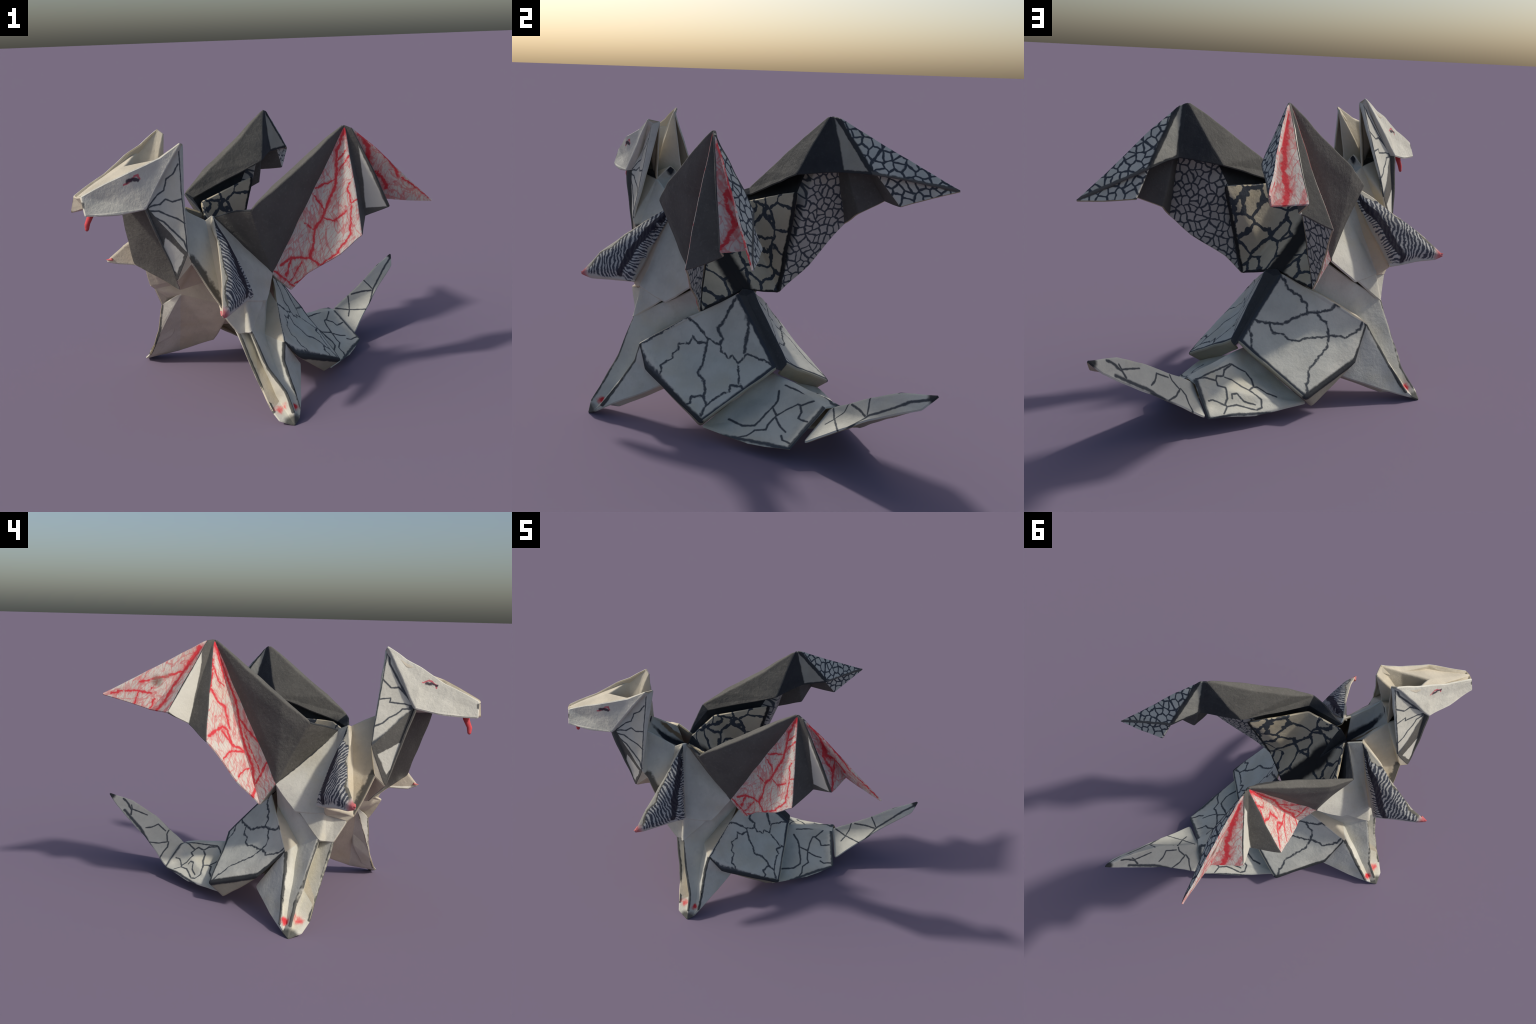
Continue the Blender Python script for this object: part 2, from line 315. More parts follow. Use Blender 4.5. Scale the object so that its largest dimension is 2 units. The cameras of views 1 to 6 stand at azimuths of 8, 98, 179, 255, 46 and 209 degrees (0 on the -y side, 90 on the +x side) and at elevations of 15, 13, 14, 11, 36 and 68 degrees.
class Paper(Nodes):
    """a sheet of paper; layers of ink are drawn on it one after the other"""

    def __init__(self, name, frame=None, base=PALE, second=None):
        super().__init__(name)
        if frame is not None:
            a, b, c = (W(p) for p in (FRAME[frame] if isinstance(frame, str) else frame))
            n = np.cross(b - a, c - a)
            ex = (b - a) / np.linalg.norm(b - a)
            ey = np.cross(n / np.linalg.norm(n), ex)
            q = self.vmath("SUBTRACT", self.pos, tuple(a))
            self.uv = self.combine(self.vmath("DOT_PRODUCT", q, tuple(ex)), self.vmath("DOT_PRODUCT", q, tuple(ey)))
        blot = self.noise(self.pos, 7.0, 4.0)
        grain = self.noise(self.pos, 140.0, 3.0, 0.7)
        second = second or tuple(x * 0.86 for x in base)
        self.col = self.mix(self.step(blot, 0.35, 0.7), base, second)
        if base[0] > 0.3:
            stain = self.step(self.noise(self.pos, 3.3, 4.0, 0.6), 0.50, 0.72)
            self.col = self.mix(self.math("MULTIPLY", stain, 0.45), self.col, (base[0] * 0.97, base[1] * 0.90, base[2] * 0.74))
            smudge = self.step(self.noise(self.pos, 21.0, 4.0, 0.65), 0.54, 0.74)
            self.col = self.mix(self.math("MULTIPLY", smudge, 0.35), self.col, tuple(x * 0.72 for x in base))
        lo, hi = tuple(x * 0.80 for x in base), tuple(x * 1.16 for x in base)
        spread = 0.75 if base[0] < 0.2 else 0.3
        if base[0] < 0.2:
            speck = self.noise(self.pos, 55.0, 4.0, 0.7)
            self.col = self.mix(self.math("MULTIPLY", self.step(speck, 0.52, 0.72), 0.55), self.col, tuple(x * 1.45 for x in base))
        self.col = self.mix(self.math("MULTIPLY", self.step(grain, 0.45, 0.30), spread), self.col, lo)
        self.col = self.mix(self.math("MULTIPLY", self.step(grain, 0.55, 0.72), spread), self.col, hi)
        self.grain = grain

    def lay(self, mask, colour, strength=1.0):
        if strength != 1.0:
            mask = self.math("MULTIPLY", mask, strength)
        self.col = self.mix(mask, self.col, colour)

    def strokes(self, key, colour=NAVY, rag=0.026, soft=0.55, scale=38.0, strength=0.95, wide=1.6):
        p = self.jitter(self.uv, scale, rag, 3.0)
        near = 9.0
        for w, pts in INK[key]:
            if w <= 0:
                continue
            for a, b in zip(pts[:-1], pts[1:]):
                g = self.t.nodes.new("ShaderNodeGroup")
                g.node_tree = SEGMENT
                d = (b[0] - a[0], b[1] - a[1])
                l2 = max(d[0] ** 2 + d[1] ** 2, 1e-8)
                self._in(g.inputs["Prev"], near)
                self._in(g.inputs["Point"], p)
                g.inputs["From"].default_value = (a[0], a[1], 0)
                g.inputs["Along"].default_value = (d[0], d[1], 0)
                g.inputs["Unit"].default_value = (d[0] / l2, d[1] / l2, 0)
                g.inputs["Sharp"].default_value = 2.0 / (w * wide)
                near = g.outputs[0]
        vary = self.noise(self.pos, 45.0, 2.0)
        near = self.math("MULTIPLY_ADD", vary, 1.0, self.math("SUBTRACT", near, 0.5))
        self.lay(self.step(near, 1.0 + soft, 1.0 - soft), colour, strength)

    def patch(self, key, colour, rag=0.02, index=None, soft=0.003):
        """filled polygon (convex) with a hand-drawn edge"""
        p = self.jitter(self.uv, 22.0, rag, 3.0)
        pts = [q for w, q in INK[key] if w <= 0][0]
        cx, cy = sum(q[0] for q in pts) / len(pts), sum(q[1] for q in pts) / len(pts)
        worst = -9.0
        for a, b in zip(pts, pts[1:] + pts[:1]):
            nx, ny = b[1] - a[1], a[0] - b[0]
            ln = math.hypot(nx, ny)
            nx, ny = nx / ln, ny / ln
            c = nx * a[0] + ny * a[1]
            if nx * cx + ny * cy > c:
                nx, ny, c = -nx, -ny, -c
            d = self.math("SUBTRACT", self.vmath("DOT_PRODUCT", p, (nx, ny, 0)), c)
            worst = self.math("MAXIMUM", d, worst)
        self.lay(self.step(worst, soft, -soft), colour)

    def edge(self, p, q, width, colour=NAVY, rag=0.012, soft=0.3):
        """a stroke along the 3-D line p-q"""
        a, b = W(p), W(q)
        d = b - a
        g = self.t.nodes.new("ShaderNodeGroup")
        g.node_tree = SEGMENT
        g.inputs["Prev"].default_value = 9.0
        self._in(g.inputs["Point"], self.jitter(self.pos, 30.0, rag))
        g.inputs["From"].default_value = tuple(a)
        g.inputs["Along"].default_value = tuple(d)
        g.inputs["Unit"].default_value = tuple(d / (d @ d))
        g.inputs["Sharp"].default_value = 2.0 / width
        self.lay(self.step(g.outputs[0], 1.0 + soft, 1.0 - soft), colour)

    def spot(self, p, r, colour, soft=0.3, rag=0.02, strength=1.0):
        d = self.vmath("DISTANCE", self.jitter(self.pos, 35.0, rag, 3.0), tuple(W(p)))
        self.lay(self.step(d, r * (1 + soft), r * (1 - soft)), colour, strength)

    def cells(self, scale, width, colour=NAVY, warp=0.02, stretch=(1.0, 1.0), turn=0.0, rand=0.85, warp_scale=14.0, strength=1.0):
        p = self.jitter(self.uv, warp_scale, warp, 2.0)
        ca, sa = math.cos(turn), math.sin(turn)
        u = self.vmath("DOT_PRODUCT", p, (ca * stretch[0], sa * stretch[0], 0))
        v = self.vmath("DOT_PRODUCT", p, (-sa * stretch[1], ca * stretch[1], 0))
        d = self.edge_cells(self.combine(u, v), scale, rand)
        vary = self.noise(self.pos, 30.0, 2.0)
        d = self.math("MULTIPLY_ADD", vary, -width * 0.9, self.math("ADD", d, width * 0.45))
        self.lay(self.step(d, width * 1.45, width * 0.60), colour, strength)

    def cracks3d(self, scale, width, colour, warp):
        n = self.t.nodes.new("ShaderNodeTexVoronoi")
        n.feature = "DISTANCE_TO_EDGE"
        self._in(n.inputs["Vector"], self.jitter(self.pos, 14.0, warp, 3.0))
        n.inputs["Scale"].default_value = scale
        blot = self.noise(self.pos, 11.0, 2.0)
        d = self.math("SUBTRACT", n.outputs["Distance"], self.math("MULTIPLY", self.step(blot, 0.55, 0.75), width * 1.0))
        self.lay(self.step(d, width * 1.25, width * 0.75), colour)

    def hairs(self, scale, width, colour, stretch, turn, strength):
        """thin wandering lines: where a stretched noise crosses its middle value"""
        ca, sa = math.cos(turn), math.sin(turn)
        u = self.vmath("DOT_PRODUCT", self.uv, (ca * stretch[0], sa * stretch[0], 0))
        v = self.vmath("DOT_PRODUCT", self.uv, (-sa * stretch[1], ca * stretch[1], 0))
        n = self.noise(self.combine(u, v), scale, 2.5, 0.6)
        d = self.math("ABSOLUTE", self.math("SUBTRACT", n, 0.5))
        self.lay(self.step(d, width, width * 0.25), colour, strength)

    def done(self, bump=0.25, rough=0.88):
        self._in(self.bsdf.inputs["Base Color"], self.col)
        self.bsdf.inputs["Roughness"].default_value = rough
        self.bsdf.inputs["Specular IOR Level"].default_value = 0.22
        b = self.t.nodes.new("ShaderNodeBump")
        b.inputs["Strength"].default_value = bump
        b.inputs["Distance"].default_value = 0.010
        h = self.math("ADD", self.math("MULTIPLY", self.grain, 0.35), self.noise(self.pos, 42.0, 3.0))
        self._in(b.inputs["Height"], h)
        self.t.links.new(b.outputs[0], self.bsdf.inputs["Normal"])
        return self.mat


# ------------------------------------------------------------------ the folds (s, t, z)
P = {
    # head
    "snTL": (0.026, 1.267, 1.273), "snTR": (-0.030, 1.271, 1.271), "snM": (0.0, 1.275, 1.268),
    "lipL": (0.056, 1.27, 1.185), "lipR": (-0.06, 1.277, 1.188),
    "mLa": (0.077, 1.219, 1.180), "mLb": (0.109, 1.109, 1.174), "mRa": (-0.108, 1.109, 1.195),
    "jawL": (0.143, 0.980, 1.185), "jawR": (-0.136, 0.959, 1.222),
    "earL": (0.144, 0.752, 1.489), "earR": (-0.038, 0.751, 1.548),
    "cLa": (0.070, 1.145, 1.329), "browL": (0.106, 1.045, 1.366), "cLb": (0.128, 0.859, 1.422), "cLc": (0.140, 0.772, 1.477),
    "cRa": (-0.043, 1.089, 1.352), "browR": (-0.048, 0.95, 1.433), "cRd": (-0.043, 0.857, 1.479),
    "browC": (0.008, 0.997, 1.385), "P0": (0.026, 0.87, 1.17),
    "flL": (0.219, 0.793, 0.926), "flR": (-0.214, 0.742, 1.005),
    "nkL": (0.186, 0.848, 0.783), "nkR": (-0.230, 0.834, 0.794),
    "kT": (0.0, 1.020, 1.190), "kB": (-0.020, 0.955, 0.865), "kE": (-0.02, 0.675, 0.655),
    # neck
    "tube": (0.012, 0.736, 1.217), "nL0": (0.086, 0.76, 1.148), "nR0": (-0.06, 0.725, 1.158),
    "nL1": (0.09, 0.683, 1.098), "nR1": (-0.06, 0.64, 1.115),
    "NLt": (0.105, 0.58, 1.04), "NRt": (-0.075, 0.575, 1.075),
    "NLc": (0.205, 0.761, 0.870), "NRc": (-0.230, 0.773, 0.845),
    "NLb": (0.298, 0.634, 0.595), "NRb": (-0.305, 0.689, 0.618),
    "chL": (0.200, 0.690, 0.650), "chR": (-0.200, 0.700, 0.660),
    # shoulders
    "SLt": (0.080, 0.507, 1.048), "SRt": (-0.048, 0.490, 1.048),
    "LwC": (0.221, 0.200, 0.690), "RwC": (-0.270, 0.195, 0.742),
    "LcA": (0.315, 0.332, 0.577), "RcA": (-0.326, 0.347, 0.606),
    "LcB": (0.358, 0.512, 0.625), "RcB": (-0.340, 0.531, 0.621),
    "LcC": (0.393, 0.524, 0.456), "RcC": (-0.388, 0.520, 0.471),
    "LcE": (0.340, 0.567, 0.450), "RcE": (-0.34, 0.588, 0.465),
    "LcD": (0.311, 0.655, 0.585), "RcD": (-0.311, 0.655, 0.588),
    # forelimbs
    "LfT": (0.100, 0.520, 1.046), "RfT": (-0.070, 0.510, 1.058),
    "LfTip": (0.53, 0.828, 0.656), "RfTip": (-0.598, 0.794, 0.733),
    "LfB": (0.402, 0.504, 0.662), "RfB": (-0.437, 0.512, 0.689), "LfL": (0.500, 0.780, 0.640), "RfL": (-0.578, 0.750, 0.716),
    # wings
    "LapA": (0.425, -0.205, 1.510), "LapB": (0.444, -0.235, 1.495), "Ltip": (0.636, -0.741, 1.018),
    "RapA": (-0.277, -0.225, 1.560), "RapB": (-0.295, -0.251, 1.552), "Rtip": (-0.645, -0.761, 1.233),
    "WLn": (0.295, 0.415, 1.102), "WRn": (-0.298, 0.404, 1.116),
    "FL1": (0.268, 0.370, 1.060), "FR1": (-0.275, 0.370, 1.088),
    "FL2": (0.277, -0.077, 1.196), "FR2": (-0.183, -0.098, 1.267),
    "FL3": (0.393, -0.278, 1.235), "FR3": (-0.312, -0.287, 1.290),
    "FL4": (0.405, -0.462, 1.188), "FR4": (-0.338, -0.459, 1.300),
    "LA": (0.561, -0.189, 0.890), "LB": (0.458, -0.322, 0.964), "LC": (0.556, -0.431, 1.019), "LD": (0.421, -0.543, 1.037),
    "RA": (-0.507, -0.138, 0.989), "RB": (-0.437, -0.307, 1.079), "RC": (-0.541, -0.380, 1.143), "RD": (-0.468, -0.543, 1.138),
    "Ltm": (0.529, -0.648, 1.022), "Rtm": (-0.557, -0.652, 1.191),
    "LBot": (0.268, 0.095, 0.572), "RBot": (-0.252, 0.080, 0.593),
    "scL1": (0.335, 0.027, 0.668), "scL2": (0.400, -0.034, 0.727), "scL3": (0.470, -0.098, 0.783),
    "scR1": (-0.374, -0.017, 0.757), "scR2": (-0.446, -0.086, 0.893),
    # trench along the back
    "TrE": (0, 0.08, 0.648), "TrM": (0, 0.33, 0.848), "TrF": (0, 0.51, 0.948), "TrN": (0.0, 0.650, 1.020),
    "SLi": (0.060, 0.490, 1.030), "SRi": (-0.035, 0.475, 1.030),
    # rump plates
    "SpL": (0.050, 0.053, 0.637), "SpR": (-0.045, 0.055, 0.634),
    "rEL": (0.027, -0.221, 0.316), "rER": (-0.033, -0.232, 0.331),
    "Lru": (0.258, 0.198, 0.514), "Rru": (-0.235, 0.195, 0.530),
    "Lrm": (0.463, 0.349, 0.365), "Rrm": (-0.428, 0.338, 0.386),
    "LrBk": (0.483, 0.264, 0.268), "RrBk": (-0.476, 0.188, 0.235),
    "LrBot": (0.430, -0.148, 0.102), "RrBot": (-0.424, -0.161, 0.117),
    "LrU": (0.375, -0.066, 0.043), "RrU": (-0.403, -0.079, 0.043),
    "LrI": (0.05, -0.150, 0.250), "RrI": (-0.05, -0.160, 0.255),
    "LrJ": (0.36, 0.20, 0.24), "RrJ": (-0.36, 0.18, 0.23),
    "spine": (0, 0.06, 0.62), "spineE": (-0.003, -0.226, 0.302),
    # tail
    "sT": (0, -0.15, 0.266), "t1TL": (0, -0.551, 0.211), "t1TR": (-0.072, -0.572, 0.206),
    "t1BL": (0.225, -0.553, 0.066), "t1BR": (-0.197, -0.606, 0.078),
    "sBL": (0.405, -0.135, 0.085), "sBR": (-0.405, -0.150, 0.095),
    "t1mL": (0.315, -0.350, 0.058), "t1mR": (-0.305, -0.380, 0.072),
    "kS": (0.0, -0.05, 0.05), "kM": (0.0, -0.40, 0.035),
    "t2T": (-0.028, -0.56, 0.2), "t2B": (0.0, -0.540, 0.05), "t2BL": (0.155, -0.580, 0.086), "t2BR": (-0.181, -0.615, 0.082),
    "tTop": (0.014, -0.814, 0.352), "tU": (-0.005, -0.990, 0.435), "tTip": (-0.032, -1.169, 0.475), "tN": (0.012, -1.122, 0.412),
    "tNR": (-0.045, -1.10, 0.405), "Lmid": (0.072, -0.886, 0.292), "Rmid": (-0.082, -0.845, 0.240),
    # hind legs: three ridges with two valleys between
    "L1m": (0.503, 0.389, 0.227), "L1l": (0.600, 0.400, 0.100), "L1f": (0.668, 0.446, 0.02),
    "R1m": (-0.557, 0.385, 0.190), "R1l": (-0.612, 0.400, 0.100), "R1f": (-0.682, 0.45, 0.02),
    "L2m": (0.497, 0.503, 0.274), "L2l": (0.600, 0.494, 0.110), "L2f": (0.682, 0.493, 0.001),
    "R2m": (-0.511, 0.495, 0.264), "R2l": (-0.612, 0.490, 0.090), "R2f": (-0.696, 0.486, 0.001),
    "L3m": (0.427, 0.534, 0.262), "L3l": (0.576, 0.527, 0.060), "L3f": (0.624, 0.546, 0.024),
    "R3m": (-0.516, 0.552, 0.218), "R3l": (-0.620, 0.535, 0.070), "R3f": (-0.642, 0.54, 0.022),
    "LvT": (0.200, 0.150, 0.540), "LvM": (0.400, 0.395, 0.385), "Lv1": (0.455, 0.435, 0.235), "Lv1l": (0.585, 0.440, 0.090),
    "RvT": (-0.200, 0.150, 0.560), "RvM": (-0.375, 0.385, 0.410), "Rv1": (-0.480, 0.425, 0.220), "Rv1l": (-0.585, 0.440, 0.090),
    "Lw2": (0.305, 0.475, 0.44), "Lw2m": (0.398, 0.452, 0.25), "Lw2l": (0.545, 0.468, 0.085),
    "Rw2": (-0.3, 0.485, 0.455), "Rw2m": (-0.425, 0.458, 0.23), "Rw2l": (-0.57, 0.472, 0.08),
    "Lbk": (0.600, 0.365, 0.075), "Lbk2": (0.430, 0.200, 0.185),
    "Rbk": (-0.575, 0.318, 0.068), "Rbk2": (-0.419, 0.156, 0.150),
    "inn": (0.0, 0.640, 0.590), "belly": (0.0, 0.360, 0.300), "bellyB": (0.0, 0.10, 0.20),
}


P.update({
    "Lhmp": (0.215, 0.455, 1.092), "Rhmp": (-0.2, 0.438, 1.092),
    "LtM": (0.54, -0.488, 1.253), "RtM": (-0.47, -0.506, 1.389),
    "Rei1": (-0.278, 0.250, 1.225), "Rei2": (-0.264, 0.000, 1.396), "Reo1": (-0.322, 0.243, 1.232), "Reo2": (-0.306, 0.015, 1.383),
    "Lei1": (0.304, 0.26, 1.203), "Lei2": (0.358, 0.012, 1.367), "Leo1": (0.35, 0.253, 1.213), "Leo2": (0.4, 0.02, 1.364),
    "Lbki": (0.570, 0.375, 0.045), "Lbj": (0.395, 0.230, 0.150), "Rbki": (-0.550, 0.335, 0.042), "Rbj": (-0.385, 0.190, 0.120),
    "LvM": (0.335, 0.375, 0.395), "RvM": (-0.318, 0.368, 0.418), "Lv1": (0.428, 0.405, 0.265), "Rv1": (-0.436, 0.398, 0.278),
    "Lb2": (0.23, 0.345, 1.06), "Lb3": (0.298, -0.030, 1.070), "Rb2": (-0.245, 0.325, 1.060), "Rb3": (-0.224, -0.06, 1.165),
    "LwCi": (0.195, 0.195, 0.700), "RwCi": (-0.240, 0.190, 0.750),
    "earBL": (0.100, 0.705, 1.478), "earML": (0.122, 0.735, 1.466), "chML": (0.098, 0.868, 1.340), "jawIL": (0.118, 0.955, 1.190),
    "earBR": (-0.016, 0.735, 1.526), "earMR": (-0.027, 0.745, 1.516), "chMR": (-0.055, 0.862, 1.385), "jawIR": (-0.110, 0.938, 1.225),
    "cTL": (0.015, 1.250, 1.258), "cTR": (-0.020, 1.254, 1.256), "cML": (0.056, 1.138, 1.303), "cMR": (-0.037, 1.080, 1.326), "cBL": (0.100, 1.036, 1.336), "cBR": (-0.048, 0.960, 1.402),
    "NLi": (0.142, 0.685, 0.85), "NRi": (-0.175, 0.745, 0.830), "NLj": (0.250, 0.620, 0.615), "NRj": (-0.255, 0.665, 0.635),
    "sML": (0.150, -0.115, 0.165), "sMR": (-0.150, -0.125, 0.170),
    "jawM": (0.01, 0.89, 1.19), "nkM": (0.022, 0.7, 0.8), "kE": (-0.02, 0.675, 0.655), "lipM": (0.0, 1.235, 1.215),
    "hR": (-0.060, 0.868, 1.440), "hL": (0.100, 0.860, 1.412), "P0": (0.026, 0.87, 1.17),
    "LfT": (0.100, 0.532, 1.058), "RfT": (-0.090, 0.562, 1.082),
    "Lf1": (0.220, 0.596, 0.975), "Lf2": (0.344, 0.676, 0.877), "Lf3": (0.452, 0.755, 0.776),
    "Rf1": (-0.254, 0.625, 0.994), "Rf2": (-0.384, 0.669, 0.919), "Rf3": (-0.520, 0.718, 0.829),
    "LfI": (0.378, 0.534, 0.65), "RfI": (-0.41, 0.548, 0.676), "LfJ": (0.095, 0.545, 1.035), "RfJ": (-0.08, 0.575, 1.058),
    "chC": (0, 0.36, 0.69), "cxL": (0.1, 0.47, 0.715), "cxR": (-0.09, 0.54, 0.69), "Lsl": (0.325, -0.087, 1.130), "Rsl": (-0.245, -0.095, 1.165), "Linn": (0.2, 0.535, 0.545), "Rinn": (-0.2, 0.545, 0.555), "belly": (0.0, 0.3, 0.46), "bellyB": (0.0, 0.08, 0.32),
    "Li2": (0.150, 0.330, 1.050), "Ri2": (-0.167, 0.313, 1.120), "Li3": (0.225, -0.095, 1.145), "Ri3": (-0.218, -0.088, 1.165),
    "TrE": (0, 0.08, 0.648), "TrM": (0, 0.33, 0.848), "TrF": (0, 0.51, 0.948), "TrN": (0, 0.62, 1.0),
    "LwCf": (0.195, 0.195, 0.672), "RwCf": (-0.240, 0.192, 0.725), "LcAf": (0.280, 0.325, 0.585), "RcAf": (-0.290, 0.340, 0.612),
    "LcCf": (0.382, 0.518, 0.475), "RcCf": (-0.378, 0.514, 0.490),
    "LvT": (0.130, 0.160, 0.560), "RvT": (-0.140, 0.155, 0.580), 
    "Lca2": (0.303, 0.336, 0.600), "Rca2": (-0.313, 0.352, 0.628), "Lcb2": (0.345, 0.512, 0.645), "Rcb2": (-0.328, 0.530, 0.640),
    "LcG": (0.325, 0.560, 0.600), "RcG": (-0.305, 0.575, 0.600), "LcH": (0.350, 0.530, 0.450), "RcH": (-0.350, 0.540, 0.465),
    "Lw2": (0.305, 0.475, 0.44), "Lw2m": (0.398, 0.452, 0.25), "Lw2l": (0.545, 0.468, 0.085),
    "Rw2": (-0.3, 0.485, 0.455), "Rw2m": (-0.425, 0.458, 0.23), "Rw2l": (-0.57, 0.472, 0.08),
    "L1m": (0.480, 0.372, 0.270), "L1l": (0.570, 0.392, 0.150), "L1n": (0.648, 0.413, 0.058), "L1f": (0.668, 0.446, 0.02),
    "R1m": (-0.495, 0.366, 0.280), "R1l": (-0.562, 0.385, 0.180), "R1n": (-0.66, 0.412, 0.055), "R1f": (-0.682, 0.45, 0.02),
    "L2m": (0.497, 0.503, 0.274), "L2l": (0.606, 0.474, 0.160), "L2n": (0.666, 0.485, 0.068), "L2f": (0.682, 0.493, 0.001),
    "R2m": (-0.511, 0.493, 0.264), "R2l": (-0.580, 0.470, 0.154), "R2n": (-0.664, 0.482, 0.06), "R2f": (-0.696, 0.486, 0.001),
    "L3m": (0.427, 0.545, 0.262), "L3l": (0.51, 0.542, 0.14), "L3n": (0.578, 0.545, 0.055), "L3f": (0.624, 0.546, 0.024),
    "R3m": (-0.427, 0.563, 0.276), "R3l": (-0.508, 0.556, 0.15), "R3n": (-0.572, 0.552, 0.07), "R3f": (-0.642, 0.54, 0.022),
    "Lv1l": (0.560, 0.425, 0.140), "Lv1n": (0.640, 0.446, 0.050),
    "Rv1l": (-0.545, 0.422, 0.160), "Rv1n": (-0.640, 0.446, 0.050),
    "sBL": (0.392, -0.105, 0.055), "sBR": (-0.392, -0.115, 0.062), "kM": (0, -0.4, 0.05), "kS": (0, -0.2, 0.15),
    "t1mL": (0.315, -0.350, 0.045), "t1mR": (-0.295, -0.38, 0.058),
})


# ------------------------------------------------------------------ sheets of paper
def lattice(tris, n):
    """cut every triangle into n x n small ones, welding shared edges"""
    ij = np.array([(i, j) for i in range(n + 1) for j in range(n + 1 - i)])
    num = {(int(i), int(j)): k for k, (i, j) in enumerate(ij)}
    small = []
    for i in range(n):
        for j in range(n - i):
            small.append((num[i, j], num[i + 1, j], num[i, j + 1]))
            if i + j < n - 1:
                small.append((num[i + 1, j], num[i + 1, j + 1], num[i, j + 1]))
    small = np.array(small)
    wts = np.column_stack([n - ij.sum(1), ij]) / n
    pts = np.vstack([wts @ np.array([W(P[c]) for c in cs]) for cs, _k in tris])
    faces = np.vstack([small + t * len(ij) for t in range(len(tris))])
    tag = np.repeat([k for _c, k in tris], len(small))
    _u, first, inv = np.unique(np.round(pts * 20000).astype(np.int64), axis=0, return_index=True, return_inverse=True)
    faces = inv.reshape(-1)[faces]
    keep = (faces[:, 0] != faces[:, 1]) & (faces[:, 1] != faces[:, 2]) & (faces[:, 0] != faces[:, 2])
    return pts[first], [tuple(int(x) for x in f) for f in faces[keep]], [int(k) for k in tag[keep]]


def swell(co, names, vec, reach):
    """how far a panel bellies out: nothing at its rim, all of vec deeper in than reach"""
    far = np.full(len(co), 9.0)
    loop = [W(P[c]) for c in names]
    for a, b in zip(loop, loop[1:] + loop[:1]):
        d = b - a
        x = np.clip(((co - a) @ d) / (d @ d), 0, 1)
        far = np.minimum(far, np.linalg.norm(co - a - x[:, None] * d, axis=1))
    x = np.clip(far / reach, 0, 1)
    return (x * x * (3 - 2 * x))[:, None] * W(vec)


def orient(faces):
    """give all faces of a sheet the same winding"""
    edge = {}
    for i, f in enumerate(faces):
        for a, b in zip(f, f[1:] + f[:1]):
            edge.setdefault((min(a, b), max(a, b)), []).append(i)
    seen, out = set(), list(faces)
    for s in range(len(faces)):
        if s in seen:
            continue
        seen.add(s)
        todo = [s]
        while todo:
            i = todo.pop()
            f = out[i]
            for a, b in zip(f, f[1:] + f[:1]):
                for j in edge[(min(a, b), max(a, b))]:
                    if j in seen:
                        continue
                    h = out[j]
                    if (a, b) in zip(h, h[1:] + h[:1]):
                        out[j] = h[::-1]
                    seen.add(j)
                    todo.append(j)
    return out


def ripple(p, amp):
    q = Vector(p)
    v = noise.noise_vector(q * 3.1) * amp + noise.noise_vector(q * 9.0 + Vector((7, 3, 1))) * (amp * 0.45)
    return p + np.array(v)


